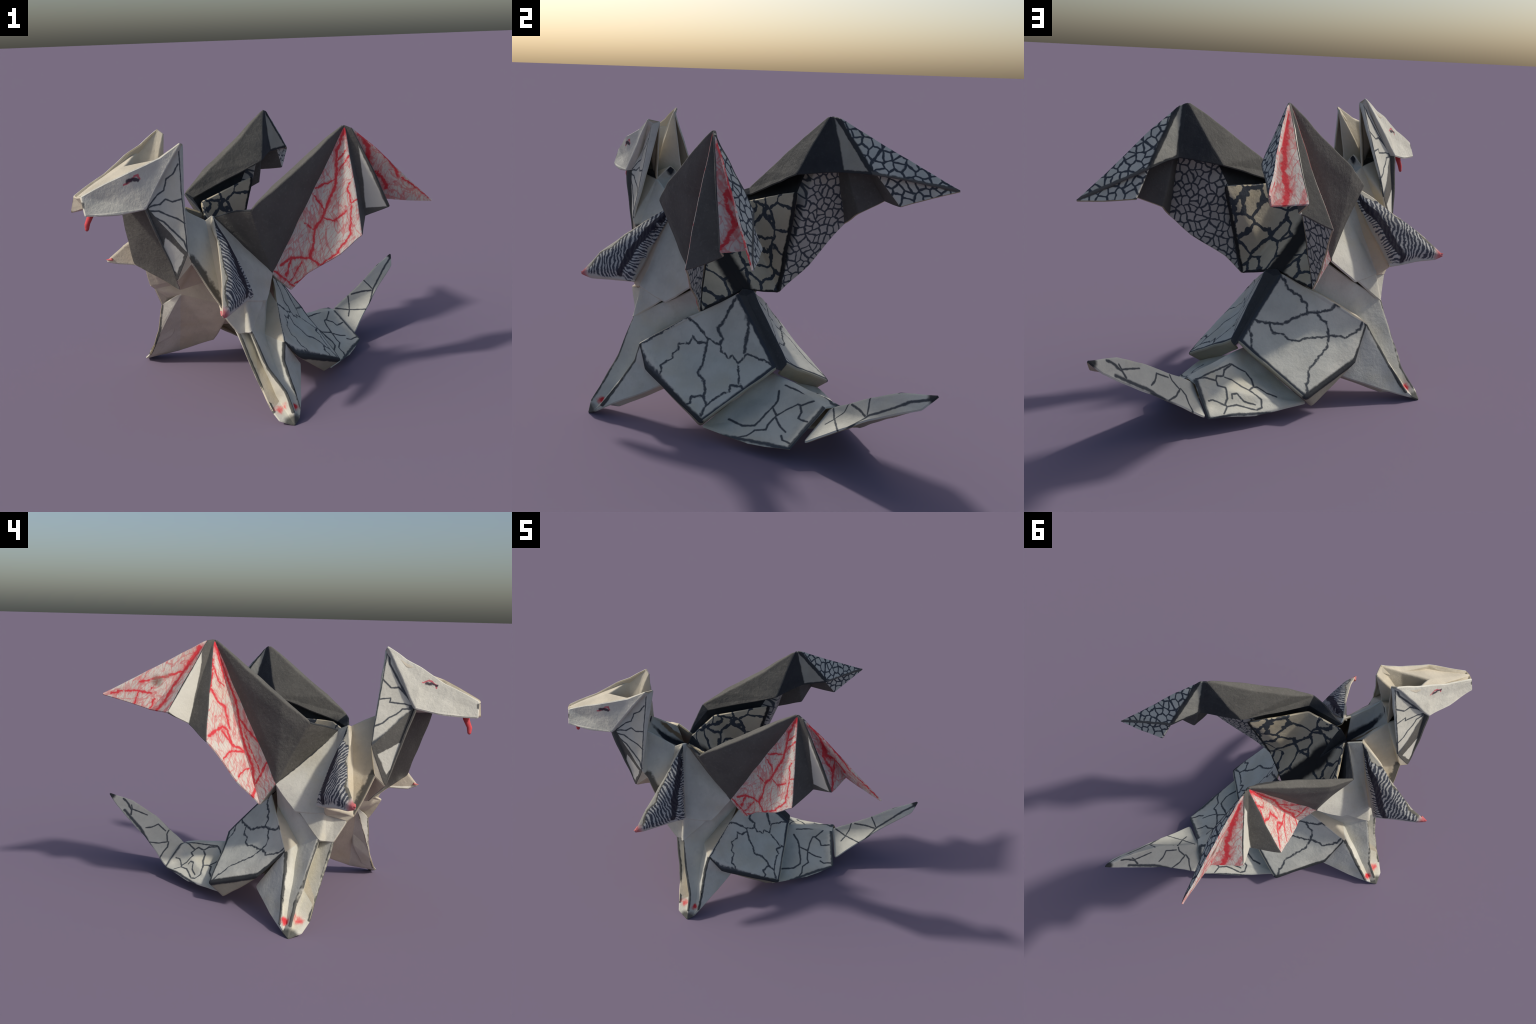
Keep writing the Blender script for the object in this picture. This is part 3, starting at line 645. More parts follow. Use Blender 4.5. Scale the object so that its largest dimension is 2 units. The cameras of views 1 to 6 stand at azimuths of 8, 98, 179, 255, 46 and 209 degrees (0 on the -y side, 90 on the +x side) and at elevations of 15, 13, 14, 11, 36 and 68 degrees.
def sheet(panels, facing, thick=0.013, res=0.017, rounds=6, edge_rounds=3, wave=0.0085, n=None):
    """panels: (corner names, front material, back material); facing: which way the first panel's front looks (s, t, z)"""
    tris = []
    for k, (names, *_m) in enumerate(panels):
        for i in range(1, len(names) - 1):
            tris.append(((names[0], names[i], names[i + 1]), k))
    longest = max(np.linalg.norm(W(P[a]) - W(P[b])) for t, _k in tris for a, b in zip(t, t[1:] + t[:1]))
    co, faces, tag = lattice(tris, int(min(44, max(5, math.ceil(longest / res)))))
    for k, panel in enumerate(panels):
        if len(panel) > 3:
            mine = np.unique([v for f, q in zip(faces, tag) if q == k for v in f])
            co[mine] += swell(co[mine], panel[0], *panel[3])
    faces = orient(faces)
    first = np.array([f for f, k in zip(faces, tag) if k == 0])
    area = np.cross(co[first[:, 1]] - co[first[:, 0]], co[first[:, 2]] - co[first[:, 0]]).sum(0)
    if area @ W(facing) < 0:
        faces = [f[::-1] for f in faces]
    F = np.array(faces)
    half = {}
    for f in faces:
        for a, b in zip(f, f[1:] + f[:1]):
            half[a, b] = True
    rim = [(a, b) for a, b in half if (b, a) not in half]
    pairs, R = np.array([(a, b) for a, b in half]), np.array(rim)
    border = np.zeros(len(co), bool)
    for a, b in rim:
        border[a] = border[b] = True
    # soften the folds
    for it in range(rounds):
        acc, cnt = np.zeros_like(co), np.zeros(len(co))
        np.add.at(acc, pairs[:, 0], co[pairs[:, 1]])
        np.add.at(cnt, pairs[:, 0], 1)
        np.add.at(acc, pairs[:, 1], co[pairs[:, 0]])
        np.add.at(cnt, pairs[:, 1], 1)
        new = co + 0.6 * (acc / cnt[:, None] - co)
        bacc, bcnt = np.zeros_like(co), np.zeros(len(co))
        if len(rim):
            np.add.at(bacc, R[:, 0], co[R[:, 1]])
            np.add.at(bacc, R[:, 1], co[R[:, 0]])
            np.add.at(bcnt, R[:, 0], 1)
            np.add.at(bcnt, R[:, 1], 1)
        bm = bcnt > 0
        if it < edge_rounds:
            new[bm] = co[bm] + 0.35 * (bacc[bm] / bcnt[bm, None] - co[bm])
        else:
            new[bm] = co[bm]
        co = new
    co = np.array([ripple(p, wave) for p in co])
    fn = np.cross(co[F[:, 1]] - co[F[:, 0]], co[F[:, 2]] - co[F[:, 0]])
    vn = np.zeros_like(co)
    for i in range(3):
        np.add.at(vn, F[:, i], fn)
    vn /= np.maximum(np.linalg.norm(vn, axis=1), 1e-12)[:, None]
    out = np.zeros_like(co)
    if len(rim):
        d = np.cross(co[R[:, 1]] - co[R[:, 0]], vn[R[:, 0]] + vn[R[:, 1]])
        d /= np.maximum(np.linalg.norm(d, axis=1), 1e-12)[:, None]
        np.add.at(out, R[:, 0], d)
        np.add.at(out, R[:, 1], d)
    N, h = len(co), thick / 2
    ring = {v: 2 * N + i for i, v in enumerate(np.flatnonzero(border))}
    extra = [co[v] + out[v] / max(np.linalg.norm(out[v]), 1e-9) * h * 0.8 for v in ring]
    verts = np.vstack([co + vn * h, co - vn * h] + ([np.array(extra)] if extra else []))
    mats, slot = [], {}

    def m(x):
        if x not in slot:
            slot[x] = len(mats)
            mats.append(x)
        return slot[x]

    polys, pm, owner = [], [], {}
    for f, k in zip(faces, tag):
        polys.append(f)
        pm.append(m(panels[k][1]))
        polys.append(tuple(N + i for i in f[::-1]))
        pm.append(m(panels[k][2] if len(panels[k]) > 2 else panels[k][1]))
        for a, b in zip(f, f[1:] + f[:1]):
            owner[a, b] = k
    for a, b in rim:
        k = owner[a, b]
        polys.append((b, a, ring[a], ring[b]))
        pm.append(m(panels[k][1]))
        polys.append((ring[b], ring[a], N + a, N + b))
        pm.append(m(panels[k][1] if panels[k][1] in INKED else edge_paper))
    return verts, polys, pm, mats


DRAGON = bpy.data.objects.new("origami_dragon", None)
bpy.context.scene.collection.objects.link(DRAGON)
DRAGON["label"] = "folded paper dragon with inked scales, cracks and red veins"
DRAGON["category"] = "origami figure"


def add_mesh(name, verts, polys, pm, mats, parent=None, sharp=48):
    me = bpy.data.meshes.new(name)
    me.from_pydata([tuple(v) for v in verts], [], polys)
    for x in mats:
        me.materials.append(x)
    me.polygons.foreach_set("material_index", pm)
    me.polygons.foreach_set("use_smooth", [True] * len(polys))
    me.update()
    me.set_sharp_from_angle(angle=math.radians(sharp))
    ob = bpy.data.objects.new(name, me)
    bpy.context.scene.collection.objects.link(ob)
    ob.parent = parent or DRAGON
    return ob


def part(name, sheets, parent=None):
    verts, polys, pm, mats = [], [], [], []
    for v, p, q, mm in sheets:
        o = len(verts)
        verts += list(v)
        polys += [tuple(i + o for i in f) for f in p]
        back = []
        for x in mm:
            if x not in mats:
                mats.append(x)
            back.append(mats.index(x))
        pm += [back[i] for i in q]
    return add_mesh(name, verts, polys, pm, mats, parent)


# ------------------------------------------------------------------ materials
plain = Paper("plain_paper").done()
beige = Paper("beige_paper", base=BEIGE).done()
dark = Paper("charcoal_paper", base=DARK).done(0.35)
coal = Paper("black_ink_paper", base=COAL, second=(0.03, 0.032, 0.036)).done(0.3)


def cheek(side):
    m = Paper(f"cheek_{side}", f"eye_{side}")
    m.strokes(f"eyered_{side}", (0.55, 0.06, 0.10), rag=0.02, wide=1.1, soft=0.5, strength=0.85)
    m.strokes(f"eye_{side}", (0.05, 0.035, 0.05), rag=0.02, wide=1.1, soft=0.5)
    m.strokes(f"nostril_{side}", (0.09, 0.09, 0.085), rag=0.004, wide=1.1, soft=0.45)
    return m.done(0.35)


def cracked(name, frame, base=PALE, **kw):
    m = Paper(name, frame, base)
    m.strokes(frame, **kw)
    return m.done()


cheekL, cheekR = cheek("left"), cheek("right")
flapL, flapR = cracked("cracked_flap_left", "flap_left", rag=0.006), cracked("cracked_flap_right", "flap_right", rag=0.006)


def patched(side):
    m = Paper(f"patched_collar_{side}", f"patch_{side}", DARK)
    m.patch(f"patch_{side}", PALE)
    return m.done(0.3)


patchL, patchR = patched("left"), patched("right")
def rump(side):
    k = side[0].upper()
    m = Paper(f"cracked_rump_{side}", f"rump_{side}")
    m.strokes(f"rump_{side}")
    m.edge(P[f"rE{k}"], P[f"{k}rBot"], 0.036, NAVY, rag=0.010)
    m.edge(P[f"Sp{k}"], P[f"rE{k}"], 0.026, NAVY, rag=0.012)
    m.edge(P[f"{k}rm"], P[f"{k}rBk"], 0.030, COAL, rag=0.012)
    m.edge(P[f"{k}rBk"], P[f"{k}rBot"], 0.040, COAL, rag=0.012)
    return m.done()


rumpL, rumpR = rump("left"), rump("right")
tbL, tbR = cracked("cracked_tail_left", "tail_base_left", rag=0.008), cracked("cracked_tail_right", "tail_base_right", rag=0.008)


def tail_tip(side):
    m = Paper(f"cracked_tail_tip_{side}", f"tail_tip_{side}")
    m.strokes(f"tail_tip_{side}", rag=0.006)
    m.spot(P["tTip"], 0.045, COAL, 0.3)
    return m.done()


ttL, ttR = tail_tip("left"), tail_tip("right")


def neck_side(side):
    k = side[0].upper()
    m = Paper(f"neck_paper_{side}", base=BEIGE if side == "right" else PALE)
    m.edge(P[f"N{k}c"], P[f"N{k}b"], 0.075, (0.12, 0.115, 0.10), rag=0.05)
    return m.done()


neckL, neckR = neck_side("left"), neck_side("right")
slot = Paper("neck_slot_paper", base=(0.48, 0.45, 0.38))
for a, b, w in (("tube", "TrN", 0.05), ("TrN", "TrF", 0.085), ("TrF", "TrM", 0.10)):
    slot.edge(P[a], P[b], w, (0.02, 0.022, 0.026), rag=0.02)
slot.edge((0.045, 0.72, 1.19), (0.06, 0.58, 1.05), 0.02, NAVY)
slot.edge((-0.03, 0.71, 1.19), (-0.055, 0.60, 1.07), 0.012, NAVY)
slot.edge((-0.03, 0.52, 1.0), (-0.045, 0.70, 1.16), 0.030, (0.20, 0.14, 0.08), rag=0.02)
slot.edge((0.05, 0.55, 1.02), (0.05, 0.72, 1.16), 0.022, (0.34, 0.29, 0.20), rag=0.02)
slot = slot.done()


def veined(name, frame, tip=False):
    m = Paper(name, frame, (0.64, 0.61, 0.54))
    for turn, scale, st, w, amt in ((0.5, 9.0, (0.45, 1.5), 0.030, 0.60), (-0.35, 16.0, (0.35, 1.7), 0.033, 0.48), (0.1, 30.0, (0.3, 1.6), 0.042, 0.36)):
        m.hairs(scale, w, (0.60, 0.14, 0.14), st, turn, amt)
    m.strokes(frame, (0.58, 0.10, 0.11), rag=0.035, soft=0.9, strength=0.38, wide=2.8)
    m.strokes(frame, RED, rag=0.025, soft=0.5, strength=0.92, wide=1.3)
    return m


def vein(side):
    k = side[0].upper()
    m = veined(f"veined_wing_{side}", f"vein_{side}")
    m.spot(P[f"{k}apA"], 0.07, RED, 0.5, strength=0.8)
    a = m.done()
    m = veined(f"veined_wing_tip_{side}", f"vein_{side}_tip", True)
    if side == "right":
        m.spot((-0.468, -0.50, 1.31), 0.030, (0.16, 0.15, 0.12), 0.7, 0.03, 0.8)
        m.spot((-0.44, -0.45, 1.34), 0.022, (0.25, 0.20, 0.17), 0.7, 0.03, 0.6)
    return a, m.done()


veinL, veinTL = vein("left")
veinR, veinTR = vein("right")
veinFL, veinFR = veinL, veined("veined_wing_fold_right", "vein_right_fold").done()


def strip(side):
    k = side[0].upper()
    m = Paper(f"wing_strip_{side}", f"strips_{side}", DARK)
    m.patch(f"strips_{side}", PALE, rag=0.008)
    m.strokes(f"strips_{side}", COAL, rag=0.004)
    return m.done()


stripL, stripR = strip("left"), strip("right")


def scaly(name, frame, scale=26.0, base=PALE, line=0.075, borders=(), stretch=(1.0, 1.15), bold=0.02, **kw):
    m = Paper(name, frame, base)
    m.cells(scale, line, NAVY, warp=0.022, stretch=stretch, rand=0.75, **kw)
    for a, b in borders:
        m.edge(P[a], P[b], bold, NAVY)
    return m.done()


def wing_marks(k):
    fr = lambda a, b, c: (P[k + a] if k + a in P else P[a], P[k + b], P[k + c])
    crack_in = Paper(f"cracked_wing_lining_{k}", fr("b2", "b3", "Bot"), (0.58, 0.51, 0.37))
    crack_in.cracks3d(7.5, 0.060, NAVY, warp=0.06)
    for a, b, w in (("TrE", "TrM", 0.12), ("TrM", "TrF", 0.14), (f"{k}b3", f"{k}Bot", 0.030), ("TrE", f"{k}Bot", 0.022)):  # wide TrE-TrM-TrF strokes paint the trench's baked shade in black
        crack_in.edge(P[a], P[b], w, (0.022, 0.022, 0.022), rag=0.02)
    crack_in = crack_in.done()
    sc = Paper(f"scaled_wing_lining_{k}", fr("apA", "LBot" if False else "A", "Bot"), (0.48, 0.46, 0.40))
    sc.cells(23.0, 0.115, SLATE, warp=0.042, stretch=(1.0, 1.15), rand=0.92)
    sc.edge(P[f"{k}b3"], P[f"{k}Bot"], 0.02, COAL)
    sc = sc.done()
    tip = Paper(f"scaled_wing_tip_{k}", fr("apB", "tip", "D"))
    tip.cells(21.0, 0.105, SLATE, warp=0.042, stretch=(0.9, 1.1), rand=0.92)
    tip.edge(P[f"{k}apB"], P[f"F{k}4"], 0.03, COAL)
    tip.edge(P[f"F{k}4"], P[f"{k}tip"], 0.022, DARK)
    tip = tip.done()
    pale = Paper(f"inked_border_strip_{k}", base=(0.40, 0.385, 0.32))
    for a, b, w in ((f"{k}apA", f"F{k}3", 0.035), (f"F{k}3", f"F{k}4", 0.025), (f"{k}apB", f"F{k}4", 0.02)):
        pale.edge(P[a], P[b], w, COAL)
    return crack_in, sc, tip, pale.done()


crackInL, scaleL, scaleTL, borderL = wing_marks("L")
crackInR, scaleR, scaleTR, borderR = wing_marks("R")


def hatched(side):
    k = side[0].upper()
    T, tip, B = (W(P[k + x]) for x in ("fT", "fTip", "fB"))
    m = Paper(f"hatched_limb_{side}", base=(0.50, 0.49, 0.45))
    e1, e2 = tip - T, B - T
    n = np.cross(e1, e2)
    d1, d2 = np.cross(e2, n), np.cross(n, e1)
    d1, d2 = d1 / (d1 @ e1), d2 / (d2 @ e2)
    p = m.vmath("SUBTRACT", m.jitter(m.pos, 9.0, 0.085, 4.0), tuple(T))
    x, y = m.vmath("DOT_PRODUCT", p, tuple(d1)), m.vmath("DOT_PRODUCT", p, tuple(d2))
    down = m.math("ADD", x, y)                                   # 0 at the shoulder, 1 at the hem
    across = m.math("DIVIDE", y, m.math("MAXIMUM", down, 0.05))  # 0 at the front fold, 1 at the back fold
    ragged = m.math("MULTIPLY", m.math("SUBTRACT", m.noise(m.pos, 60.0, 4.0, 0.65), 0.5), 3.6)
    long = m.math("SINE", m.math("MULTIPLY", m.math("ADD", m.math("MULTIPLY", x, 0.68), m.math("MULTIPLY", y, 0.28)), 240.0))
    short = m.math("SINE", m.math("MULTIPLY", down, 185.0))
    ink = (0.068, 0.073, 0.090)
    back = m.step(across, 0.76, 0.80)
    l = m.step(m.math("ADD", long, ragged), -0.55, 0.15)
    sh = m.step(m.math("ADD", short, ragged), -0.25, 0.35)
    m.lay(m.math("ADD", m.math("MULTIPLY", l, m.math("SUBTRACT", 1.0, back)), m.math("MULTIPLY", sh, back)), ink)
    lo = m.math("MULTIPLY_ADD", down, 0.34, 0.36)
    band = m.math("MULTIPLY", m.step(m.math("SUBTRACT", across, lo), 0.0, 0.05), m.step(across, 0.83, 0.79))
    m.lay(band, (0.030, 0.026, 0.036), 0.95)
    m.lay(m.step(down, 0.20, 0.10), (0.06, 0.06, 0.06))
    m.lay(m.step(across, 0.075, 0.05), (0.16, 0.15, 0.12))
    m.lay(m.step(across, 0.022, 0.012), (0.45, 0.42, 0.34))
    m.lay(m.step(across, 0.965, 0.985), (0.40, 0.37, 0.30))
    m.lay(m.step(down, 0.985, 1.010), (0.52, 0.50, 0.44))
    m.spot(P[k + "fTip"], 0.060, (0.55, 0.50, 0.45), 0.3)
    m.spot(P[k + "fTip"], 0.048, (0.55, 0.11, 0.12), 0.45, 0.035, 0.9)
    return m.done()


hatchL, hatchR = hatched("left"), hatched("right")


def leg_paper(side):
    k = side[0].upper()
    f = P[k + "2f"]
    m = Paper(f"leg_paper_{side}", base=PALE)
    ink = (0.10, 0.10, 0.09)
    for a, b in (("cC", "2m"), ("2m", "2l"), ("2l", "2n"), ("rm", "1m"), ("1m", "1l"), ("1l", "1n"), ("cE", "3m"), ("3m", "3l"), ("3l", "3n")):
        m.edge(P[k + a], P[k + b], 0.020, ink, rag=0.012)
    m.spot((f[0] * 0.875, f[1] + 0.022, 0.085), 0.029, (0.66, 0.05, 0.06), 0.5, 0.04)
    m.spot((f[0] * 0.925, f[1] - 0.045, 0.070), 0.021, (0.66, 0.05, 0.06), 0.5, 0.04)
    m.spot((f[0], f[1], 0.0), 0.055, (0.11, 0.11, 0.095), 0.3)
    return m.done()


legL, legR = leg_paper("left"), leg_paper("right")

ridge = Paper("ridge_ink", base=(0.062, 0.063, 0.063)).done(0.3)


def under_rump(k):
    m = Paper(f"folded_underside_{k}", base=(0.42, 0.39, 0.29))
    m.edge(P[f"{k}rm"], P[f"{k}rBk"], 0.030, COAL)
    m.edge(P[f"{k}rBk"], P[f"{k}rBot"], 0.034, COAL)
    return m.done()


underL, underR = under_rump("L"), under_rump("R")


def shoulder(k):
    m = Paper(f"shoulder_paper_{k}")
    m.edge(P[f"S{k}t"], P[f"{k}wC"], 0.018, COAL)
    return m.done()


shL, shR = shoulder("L"), shoulder("R")

edge_paper = Paper("cut_paper_edge", base=(0.46, 0.39, 0.26)).done()
INKED = (dark, coal, ridge)

# ------------------------------------------------------------------ head
head = [
    sheet([(["jawL", "mLb", "mLa", "lipL", "snTL", "cLa", "browL", "cLb", "cLc", "earL"], cheekL, beige, ((-0.008, 0, 0), 0.10)),
           (["earL", "earML", "chML", "jawIL", "jawL"], plain, beige), (["earML", "earBL", "flL", "chML"], flapL, beige), (["chML", "flL", "jawIL"], flapL, beige),
           (["jawIL", "flL", "nkL"], patchL, beige)], (1, 0, 0)),
    sheet([(["jawR", "mRa", "lipR", "snTR", "cRa", "browR", "cRd", "earR"], cheekR, beige, ((0.008, 0, 0), 0.10)),
           (["earR", "earMR", "chMR", "jawIR", "jawR"], plain, beige), (["earMR", "earBR", "flR", "chMR"], flapR, beige), (["chMR", "flR", "jawIR"], flapR, beige),
           (["jawIR", "flR", "nkR"], patchR, beige)], (-1, 0, 0)),
    # crest strip down the nose, rolled inner rims, and the pocket between the ears
    sheet([(["snM", "cTL", "cML", "cBL", "browC"], beige), (["snM", "browC", "cBR", "cMR", "cTR"], beige),
           (["cTL", "snTL", "cLa", "cML"], beige), (["cML", "cLa", "browL", "cBL"], beige), (["cTR", "cMR", "cRa", "snTR"], beige), (["cMR", "cBR", "browR", "cRa"], beige),
           (["cBL", "browL", "hL", "browC"], beige), (["cBR", "browC", "hR", "browR"], beige),
           (["hL", "P0", "browC"], beige),
           (["browL", "cLb", "hL"], beige), (["cLb", "earL", "hL"], beige), (["hL", "earL", "P0"], beige),
           (["hR", "browC", "P0"], beige), (["browR", "hR", "cRd"], beige), (["cRd", "hR", "earR"], beige), (["hR", "P0", "earR"], beige),
           (["earL", "earBL", "P0"], beige), (["earBL", "nL0", "P0"], beige), (["earR", "P0", "earBR"], beige), (["earBR", "P0", "nR0"], beige),
           (["P0", "nL0", "tube"], beige), (["P0", "tube", "nR0"], beige)], (0, 0, 1), thick=0.010, res=0.013, rounds=5),
    sheet([(["lipM", "snM", "snTL", "lipL"], beige), (["lipM", "lipR", "snTR", "snM"], beige)], (0, 1, 0), thick=0.010, res=0.012),
    sheet([(["lipM", "lipL", "mLa"], beige), (["lipM", "mLa", "mLb", "jawL", "jawM"], beige), (["lipM", "jawM", "jawR", "mRa", "lipR"], beige)], (0, 0, -1), thick=0.01),
]
part("head", head)

neck = [
    sheet([(["jawM", "jawL", "nkL", "nkM"], dark), (["jawM", "nkM", "nkR", "jawR"], dark),
           (["nkL", "kE", "nkM"], dark), (["nkR", "nkM", "kE"], dark)], (0, 1, 0), rounds=7),
    sheet([(["nL0", "nL1", "NLt", "NLb", "NLc"], neckL, beige), (["nL0", "NLc", "flL"], neckL, beige), (["nL0", "flL", "jawIL"], beige, beige)], (1, 0, 0)),
    sheet([(["nR0", "nR1", "NRt", "NRb", "NRc"], neckR, beige), (["nR0", "NRc", "flR"], neckR, beige), (["nR0", "flR", "jawIR"], beige, beige)], (-1, 0, 0)),
    sheet([(["flL", "NLc", "nkL"], beige)], (1, 0.3, 0), thick=0.008),
    sheet([(["NLc", "nkL", "NLi"], beige), (["NLi", "nkL", "kE", "cxL"], beige), (["NLi", "cxL", "NLj"], beige), (["NLc", "NLi", "NLj", "NLb"], beige)], (1, 0, -1)),
    sheet([(["flR", "NRc", "nkR"], beige)], (-1, 0.3, 0), thick=0.008),
    sheet([(["NRc", "nkR", "NRi"], beige), (["NRi", "nkR", "kE", "cxR"], beige), (["NRi", "cxR", "NRj"], beige), (["NRc", "NRi", "NRj", "NRb"], beige)], (-1, 0, -1)),
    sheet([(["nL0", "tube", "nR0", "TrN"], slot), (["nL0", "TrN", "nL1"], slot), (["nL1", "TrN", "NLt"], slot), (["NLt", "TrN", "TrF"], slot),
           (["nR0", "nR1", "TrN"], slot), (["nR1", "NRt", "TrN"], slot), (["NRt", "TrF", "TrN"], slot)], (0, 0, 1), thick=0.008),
]
part("neck", neck)

# ------------------------------------------------------------------ torso
torso = []
for k, sgn, sh, leg, crk in (("L", 1, shL, legL, crackInL), ("R", -1, shR, legR, crackInR)):
    g = lambda *a: [k + x for x in a]
    torso += [
        sheet([([f"S{k}t", k + "fT", k + "cB", k + "cA", k + "wC"], sh, beige, ((sgn * 0.010, 0.004, 0.004), 0.08))], (sgn, 0, 0.2), thick=0.014),
        sheet([(g("ca2", "cb2", "cC"), plain), (g("cb2", "cG", "cH", "cC"), plain), (g("cG", "cD", "cE", "cH"), plain)], (sgn, 0, 0.2), thick=0.014),
        # lining of the hollow back
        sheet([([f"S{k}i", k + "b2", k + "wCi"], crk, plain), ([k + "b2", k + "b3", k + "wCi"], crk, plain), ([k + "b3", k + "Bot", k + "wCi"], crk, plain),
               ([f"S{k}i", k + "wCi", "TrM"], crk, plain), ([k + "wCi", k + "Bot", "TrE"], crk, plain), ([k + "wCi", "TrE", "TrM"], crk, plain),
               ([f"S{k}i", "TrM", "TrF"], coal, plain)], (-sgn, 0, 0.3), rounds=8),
        sheet([([f"N{k}t", f"N{k}b", k + "fI", k + "fT"], beige), ([f"N{k}b", k + "cD", k + "cB", k + "fI"], beige), ([k + "fT", k + "fI", k + "cB"], beige)], (sgn, 0, 0)),
        sheet([(["chC", f"cx{k}", f"N{k}j", k + "cD", k + "inn"], beige), ([f"N{k}j", f"N{k}b", k + "cD"], beige), ([k + "inn", "belly", "chC"], beige), ([k + "cD", k + "cE", k + "w2", k + "inn"], beige)], (0, 0.5, -1)),
    ]
part("torso", torso)

# ------------------------------------------------------------------ forelimbs
def claw(name, base, tip, r, colour, parent):
    a, b = W(base), W(tip)
    d = b - a
    ax = d / np.linalg.norm(d)
    u = np.cross(ax, UP)
    u /= np.linalg.norm(u)
    v = np.cross(ax, u)
    verts, polys, rings, seg = [], [], 7, 12
    for i in range(rings):
        x = i / (rings - 1)
        rr = r * (1 - x) ** 0.8 + 0.002
        for j in range(seg):
            a2 = 2 * math.pi * j / seg
            verts.append(a + d * x + (u * math.cos(a2) + 0.6 * v * math.sin(a2)) * rr + UP * 0.010 * x * x)
    for i in range(rings - 1):
        for j in range(seg):
            k = (j + 1) % seg
            polys.append((i * seg + j, i * seg + k, i * seg + seg + k, i * seg + seg + j))
    polys += [tuple(range(seg))[::-1], tuple(range((rings - 1) * seg, rings * seg))]
    return add_mesh(name, verts, polys, [0] * len(polys), [colour], parent)


red_claw = Paper("red_claw_ink", base=(0.55, 0.10, 0.11), second=(0.50, 0.22, 0.20)).done()
for k, sgn, hat, nk in (("L", 1, hatchL, neckL), ("R", -1, hatchR, neckR)):
    g = lambda *a: [k + x for x in a]
    limb = part("forelimb", [
        sheet([(g("fB", "fT", "f1", "f2", "f3", "fTip", "fL"), hat, plain, ((sgn * 0.016, -0.016, 0.008), 0.05)),
               (g("f1", "fT", "fJ"), beige), (g("fI", "f1", "fJ"), beige), (g("fI", "f2", "f1"), beige), (g("fI", "f3", "f2"), beige), (g("fI", "fTip", "f3"), beige),
               (g("fI", "fB", "fL", "fTip"), plain)], (sgn, -0.3, 0.3), rounds=3, res=0.014)])
    tip, B, T = np.array(P[k + "fTip"]), np.array(P[k + "fB"]), np.array(P[k + "fT"])
    d = tip - 0.5 * (B + T)
    d /= np.linalg.norm(d)
    claw("claw", tip - d * 0.040, tip + d * 0.003, 0.013, red_claw, limb)

# ------------------------------------------------------------------ wings
for k, sgn, ve, vt, st, cr, sc, sct, bo in (("L", 1, veinL, veinTL, stripL, crackInL, scaleL, scaleTL, borderL),
                                             ("R", -1, veinR, veinTR, stripR, crackInR, scaleR, scaleTR, borderR)):
    g = lambda *a: [k + x for x in a]
    sc_pts = ["scL1", "scL2", "scL3"] if k == "L" else ["scR1", "scR2"]
    wing = sheet([
        ([k + "wC", f"W{k}n", k + "hmp", f"S{k}t"], dark, coal, ((sgn * 0.028, 0.0, 0.018), 0.06)),
        ([k + "wC", k + "apA", k + "eo2", k + "eo1", f"W{k}n"], dark, coal, ((sgn * 0.010, 0.002, 0.0), 0.07)),
        ([f"W{k}n", k + "eo1", k + "ei1"], dark, coal), ([k + "eo1", k + "eo2", k + "ei2", k + "ei1"], dark, coal), ([k + "apA", k + "ei2", k + "eo2"], dark, coal),
        (g("apA", "wC", "Bot"), veinFL if k == "L" else veinFR, sc),
        ([k + "apA", k + "Bot", *sc_pts, k + "A"], ve, sc),
        (g("apA", "A", "B"), st, dark),
        (g("apA", "B", "C"), st, dark),
        (g("apA", "C", "apB"), st, dark),
        (g("apB", "C", "D"), vt, dark),
        (g("apB", "D", "tm", "tip"), vt, sct),
        # the leading edge folds over to the inner side
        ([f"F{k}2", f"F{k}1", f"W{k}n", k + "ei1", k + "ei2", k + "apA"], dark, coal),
        ([f"F{k}1", f"S{k}t", k + "hmp", f"W{k}n"], coal, coal),
        ([k + "apA", f"F{k}3", f"F{k}2"], coal, coal),
        ([k + "apA", k + "apB", f"F{k}3"], bo, coal),
        ([k + "apB", f"F{k}4", f"F{k}3"], bo, coal),
        ([k + "apB", k + "tip", f"F{k}4"], sct, coal),
    ], (sgn, 0, 0.1), rounds=4, edge_rounds=3, thick=0.011)
    part("wing", [wing])

# ------------------------------------------------------------------ rump plates
for k, sgn, rm, un in (("L", 1, rumpL, underL), ("R", -1, rumpR, underR)):
    g = lambda *a: [k + x for x in a]
    part("rump_plate", [
        sheet([([k + "rm", k + "ru", f"Sp{k}", f"rE{k}", k + "rBot", k + "rBk"], rm, beige),
               ([k + "rBot", f"rE{k}", k + "rI", k + "rU"], un, beige),
               (g("rU", "rJ", "rm", "rBk", "rBot"), un, beige), (g("ru", "rm", "vM", "vT"), beige, beige)], (sgn, 0, 1), rounds=3, thick=0.012)])
part("spine_ridge", [sheet([(["spine", "SpL", "rEL", "spineE"], ridge), (["spine", "spineE", "rER", "SpR"], ridge), (["spine", "SpR", "TrE", "SpL"], coal)], (0, 0, 1), thick=0.009)])

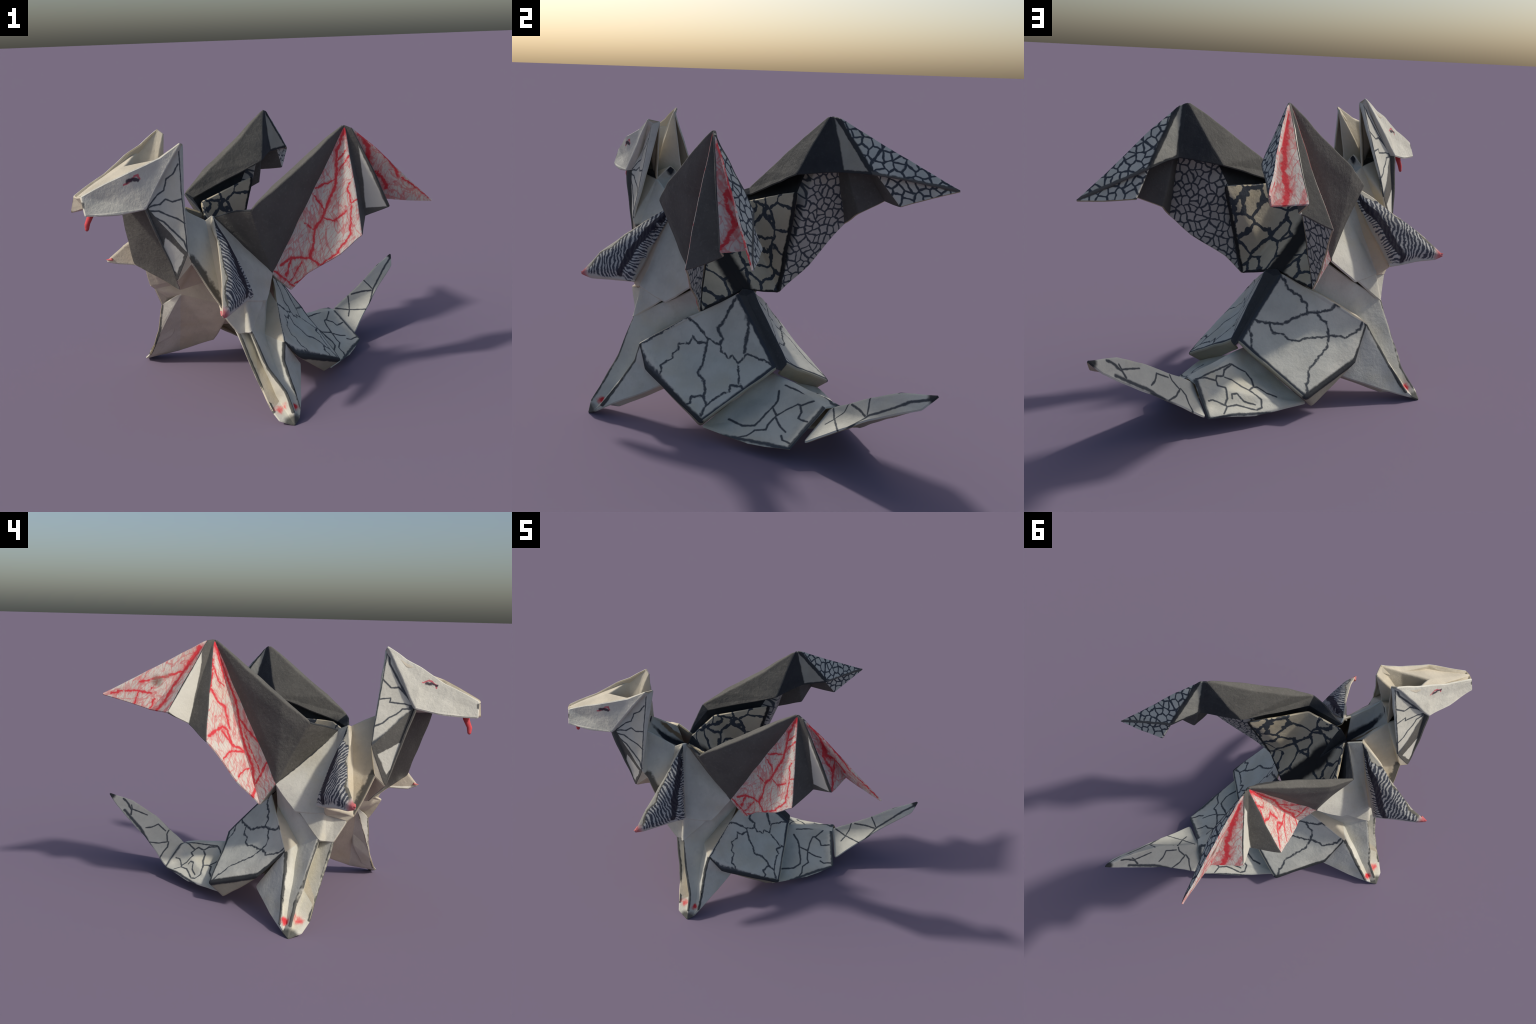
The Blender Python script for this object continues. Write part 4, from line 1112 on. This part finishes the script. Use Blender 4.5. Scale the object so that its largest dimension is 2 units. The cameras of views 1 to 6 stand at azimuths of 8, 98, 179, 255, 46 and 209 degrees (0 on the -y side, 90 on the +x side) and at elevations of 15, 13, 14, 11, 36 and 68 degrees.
# ------------------------------------------------------------------ hind legs
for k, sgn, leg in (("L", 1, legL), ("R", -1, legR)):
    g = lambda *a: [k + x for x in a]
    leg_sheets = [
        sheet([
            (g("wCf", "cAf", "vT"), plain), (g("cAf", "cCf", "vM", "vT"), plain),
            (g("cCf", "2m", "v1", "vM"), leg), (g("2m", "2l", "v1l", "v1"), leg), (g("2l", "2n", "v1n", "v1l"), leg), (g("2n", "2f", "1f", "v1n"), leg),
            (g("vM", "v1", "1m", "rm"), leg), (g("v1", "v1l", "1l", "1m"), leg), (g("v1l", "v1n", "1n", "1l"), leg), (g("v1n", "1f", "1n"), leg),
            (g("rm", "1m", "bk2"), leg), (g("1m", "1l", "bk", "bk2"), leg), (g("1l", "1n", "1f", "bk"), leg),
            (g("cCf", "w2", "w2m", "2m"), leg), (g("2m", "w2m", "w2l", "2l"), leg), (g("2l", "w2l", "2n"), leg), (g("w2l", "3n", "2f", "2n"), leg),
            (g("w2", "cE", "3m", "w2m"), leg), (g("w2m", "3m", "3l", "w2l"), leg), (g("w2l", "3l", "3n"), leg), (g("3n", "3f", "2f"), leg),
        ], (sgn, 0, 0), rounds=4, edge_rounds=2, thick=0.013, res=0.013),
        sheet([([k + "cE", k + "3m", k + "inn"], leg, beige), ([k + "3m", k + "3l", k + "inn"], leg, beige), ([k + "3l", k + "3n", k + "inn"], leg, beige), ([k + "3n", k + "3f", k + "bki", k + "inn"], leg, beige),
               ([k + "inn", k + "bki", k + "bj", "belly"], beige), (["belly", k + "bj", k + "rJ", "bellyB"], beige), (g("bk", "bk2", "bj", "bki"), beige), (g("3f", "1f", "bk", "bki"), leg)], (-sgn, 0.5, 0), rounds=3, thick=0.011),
    ]
    part("hind_leg", leg_sheets)

# ------------------------------------------------------------------ tail
part("tail_base", [
    sheet([(["t1TL", "t1BL", "t1mL", "sBL", "sML", "sT"], tbL, beige, ((-0.012, 0, -0.014), 0.07)), (["sT", "t1TR", "t1TL"], tbR, beige), (["t1TR", "sT", "sMR", "sBR", "t1mR", "t1BR"], tbR, beige, ((0.012, 0, -0.014), 0.07)),
           (["sBL", "t1mL", "kM", "kS"], beige), (["t1mL", "t1BL", "kM"], beige), (["sBR", "kS", "kM", "t1mR"], beige), (["t1mR", "kM", "t1BR"], beige)], (1, 0, 1), rounds=3)])
part("tail_tip", [
    sheet([(["t2T", "tTop", "Lmid", "t2BL"], ttL, beige), (["tTop", "tU", "tN", "Lmid"], ttL, beige), (["tU", "tTip", "tN"], ttL, beige),
           (["t2T", "t2BR", "Rmid", "tTop"], ttR, beige), (["tTop", "Rmid", "tNR", "tU"], ttR, beige), (["tU", "tNR", "tTip"], ttR, beige)], (1, 0, 1), rounds=3)])

# ------------------------------------------------------------------ tongue
def tongue():
    pts = [(-0.004, 1.198, 1.205), (-0.006, 1.208, 1.165), (-0.010, 1.228, 1.125), (-0.015, 1.230, 1.094)]
    rad = [0.021, 0.018, 0.015, 0.010]
    verts, polys, seg = [], [], 12
    fine = []
    for i in range(len(pts) - 1):
        for j in range(4):
            x = j / 4
            fine.append((np.array(pts[i]) * (1 - x) + np.array(pts[i + 1]) * x, rad[i] * (1 - x) + rad[i + 1] * x))
    fine.append((np.array(pts[-1]), rad[-1]))
    fine.append((np.array(pts[-1]) - np.array((0, 0, 0.006)), 0.003))
    for c, r in fine:
        for j in range(seg):
            a = 2 * math.pi * j / seg
            verts.append(W(c + np.array((math.cos(a) * r * 0.8, math.sin(a) * r, 0))))
    for i in range(len(fine) - 1):
        for j in range(seg):
            k = (j + 1) % seg
            polys.append((i * seg + j, i * seg + k, i * seg + seg + k, i * seg + seg + j))
    polys += [tuple(range(seg))[::-1], tuple(range((len(fine) - 1) * seg, len(fine) * seg))]
    m = Paper("red_tongue_ink", base=(0.62, 0.085, 0.095), second=(0.48, 0.05, 0.06))
    add_mesh("tongue", verts, polys, [0] * len(polys), [m.done()])


tongue()
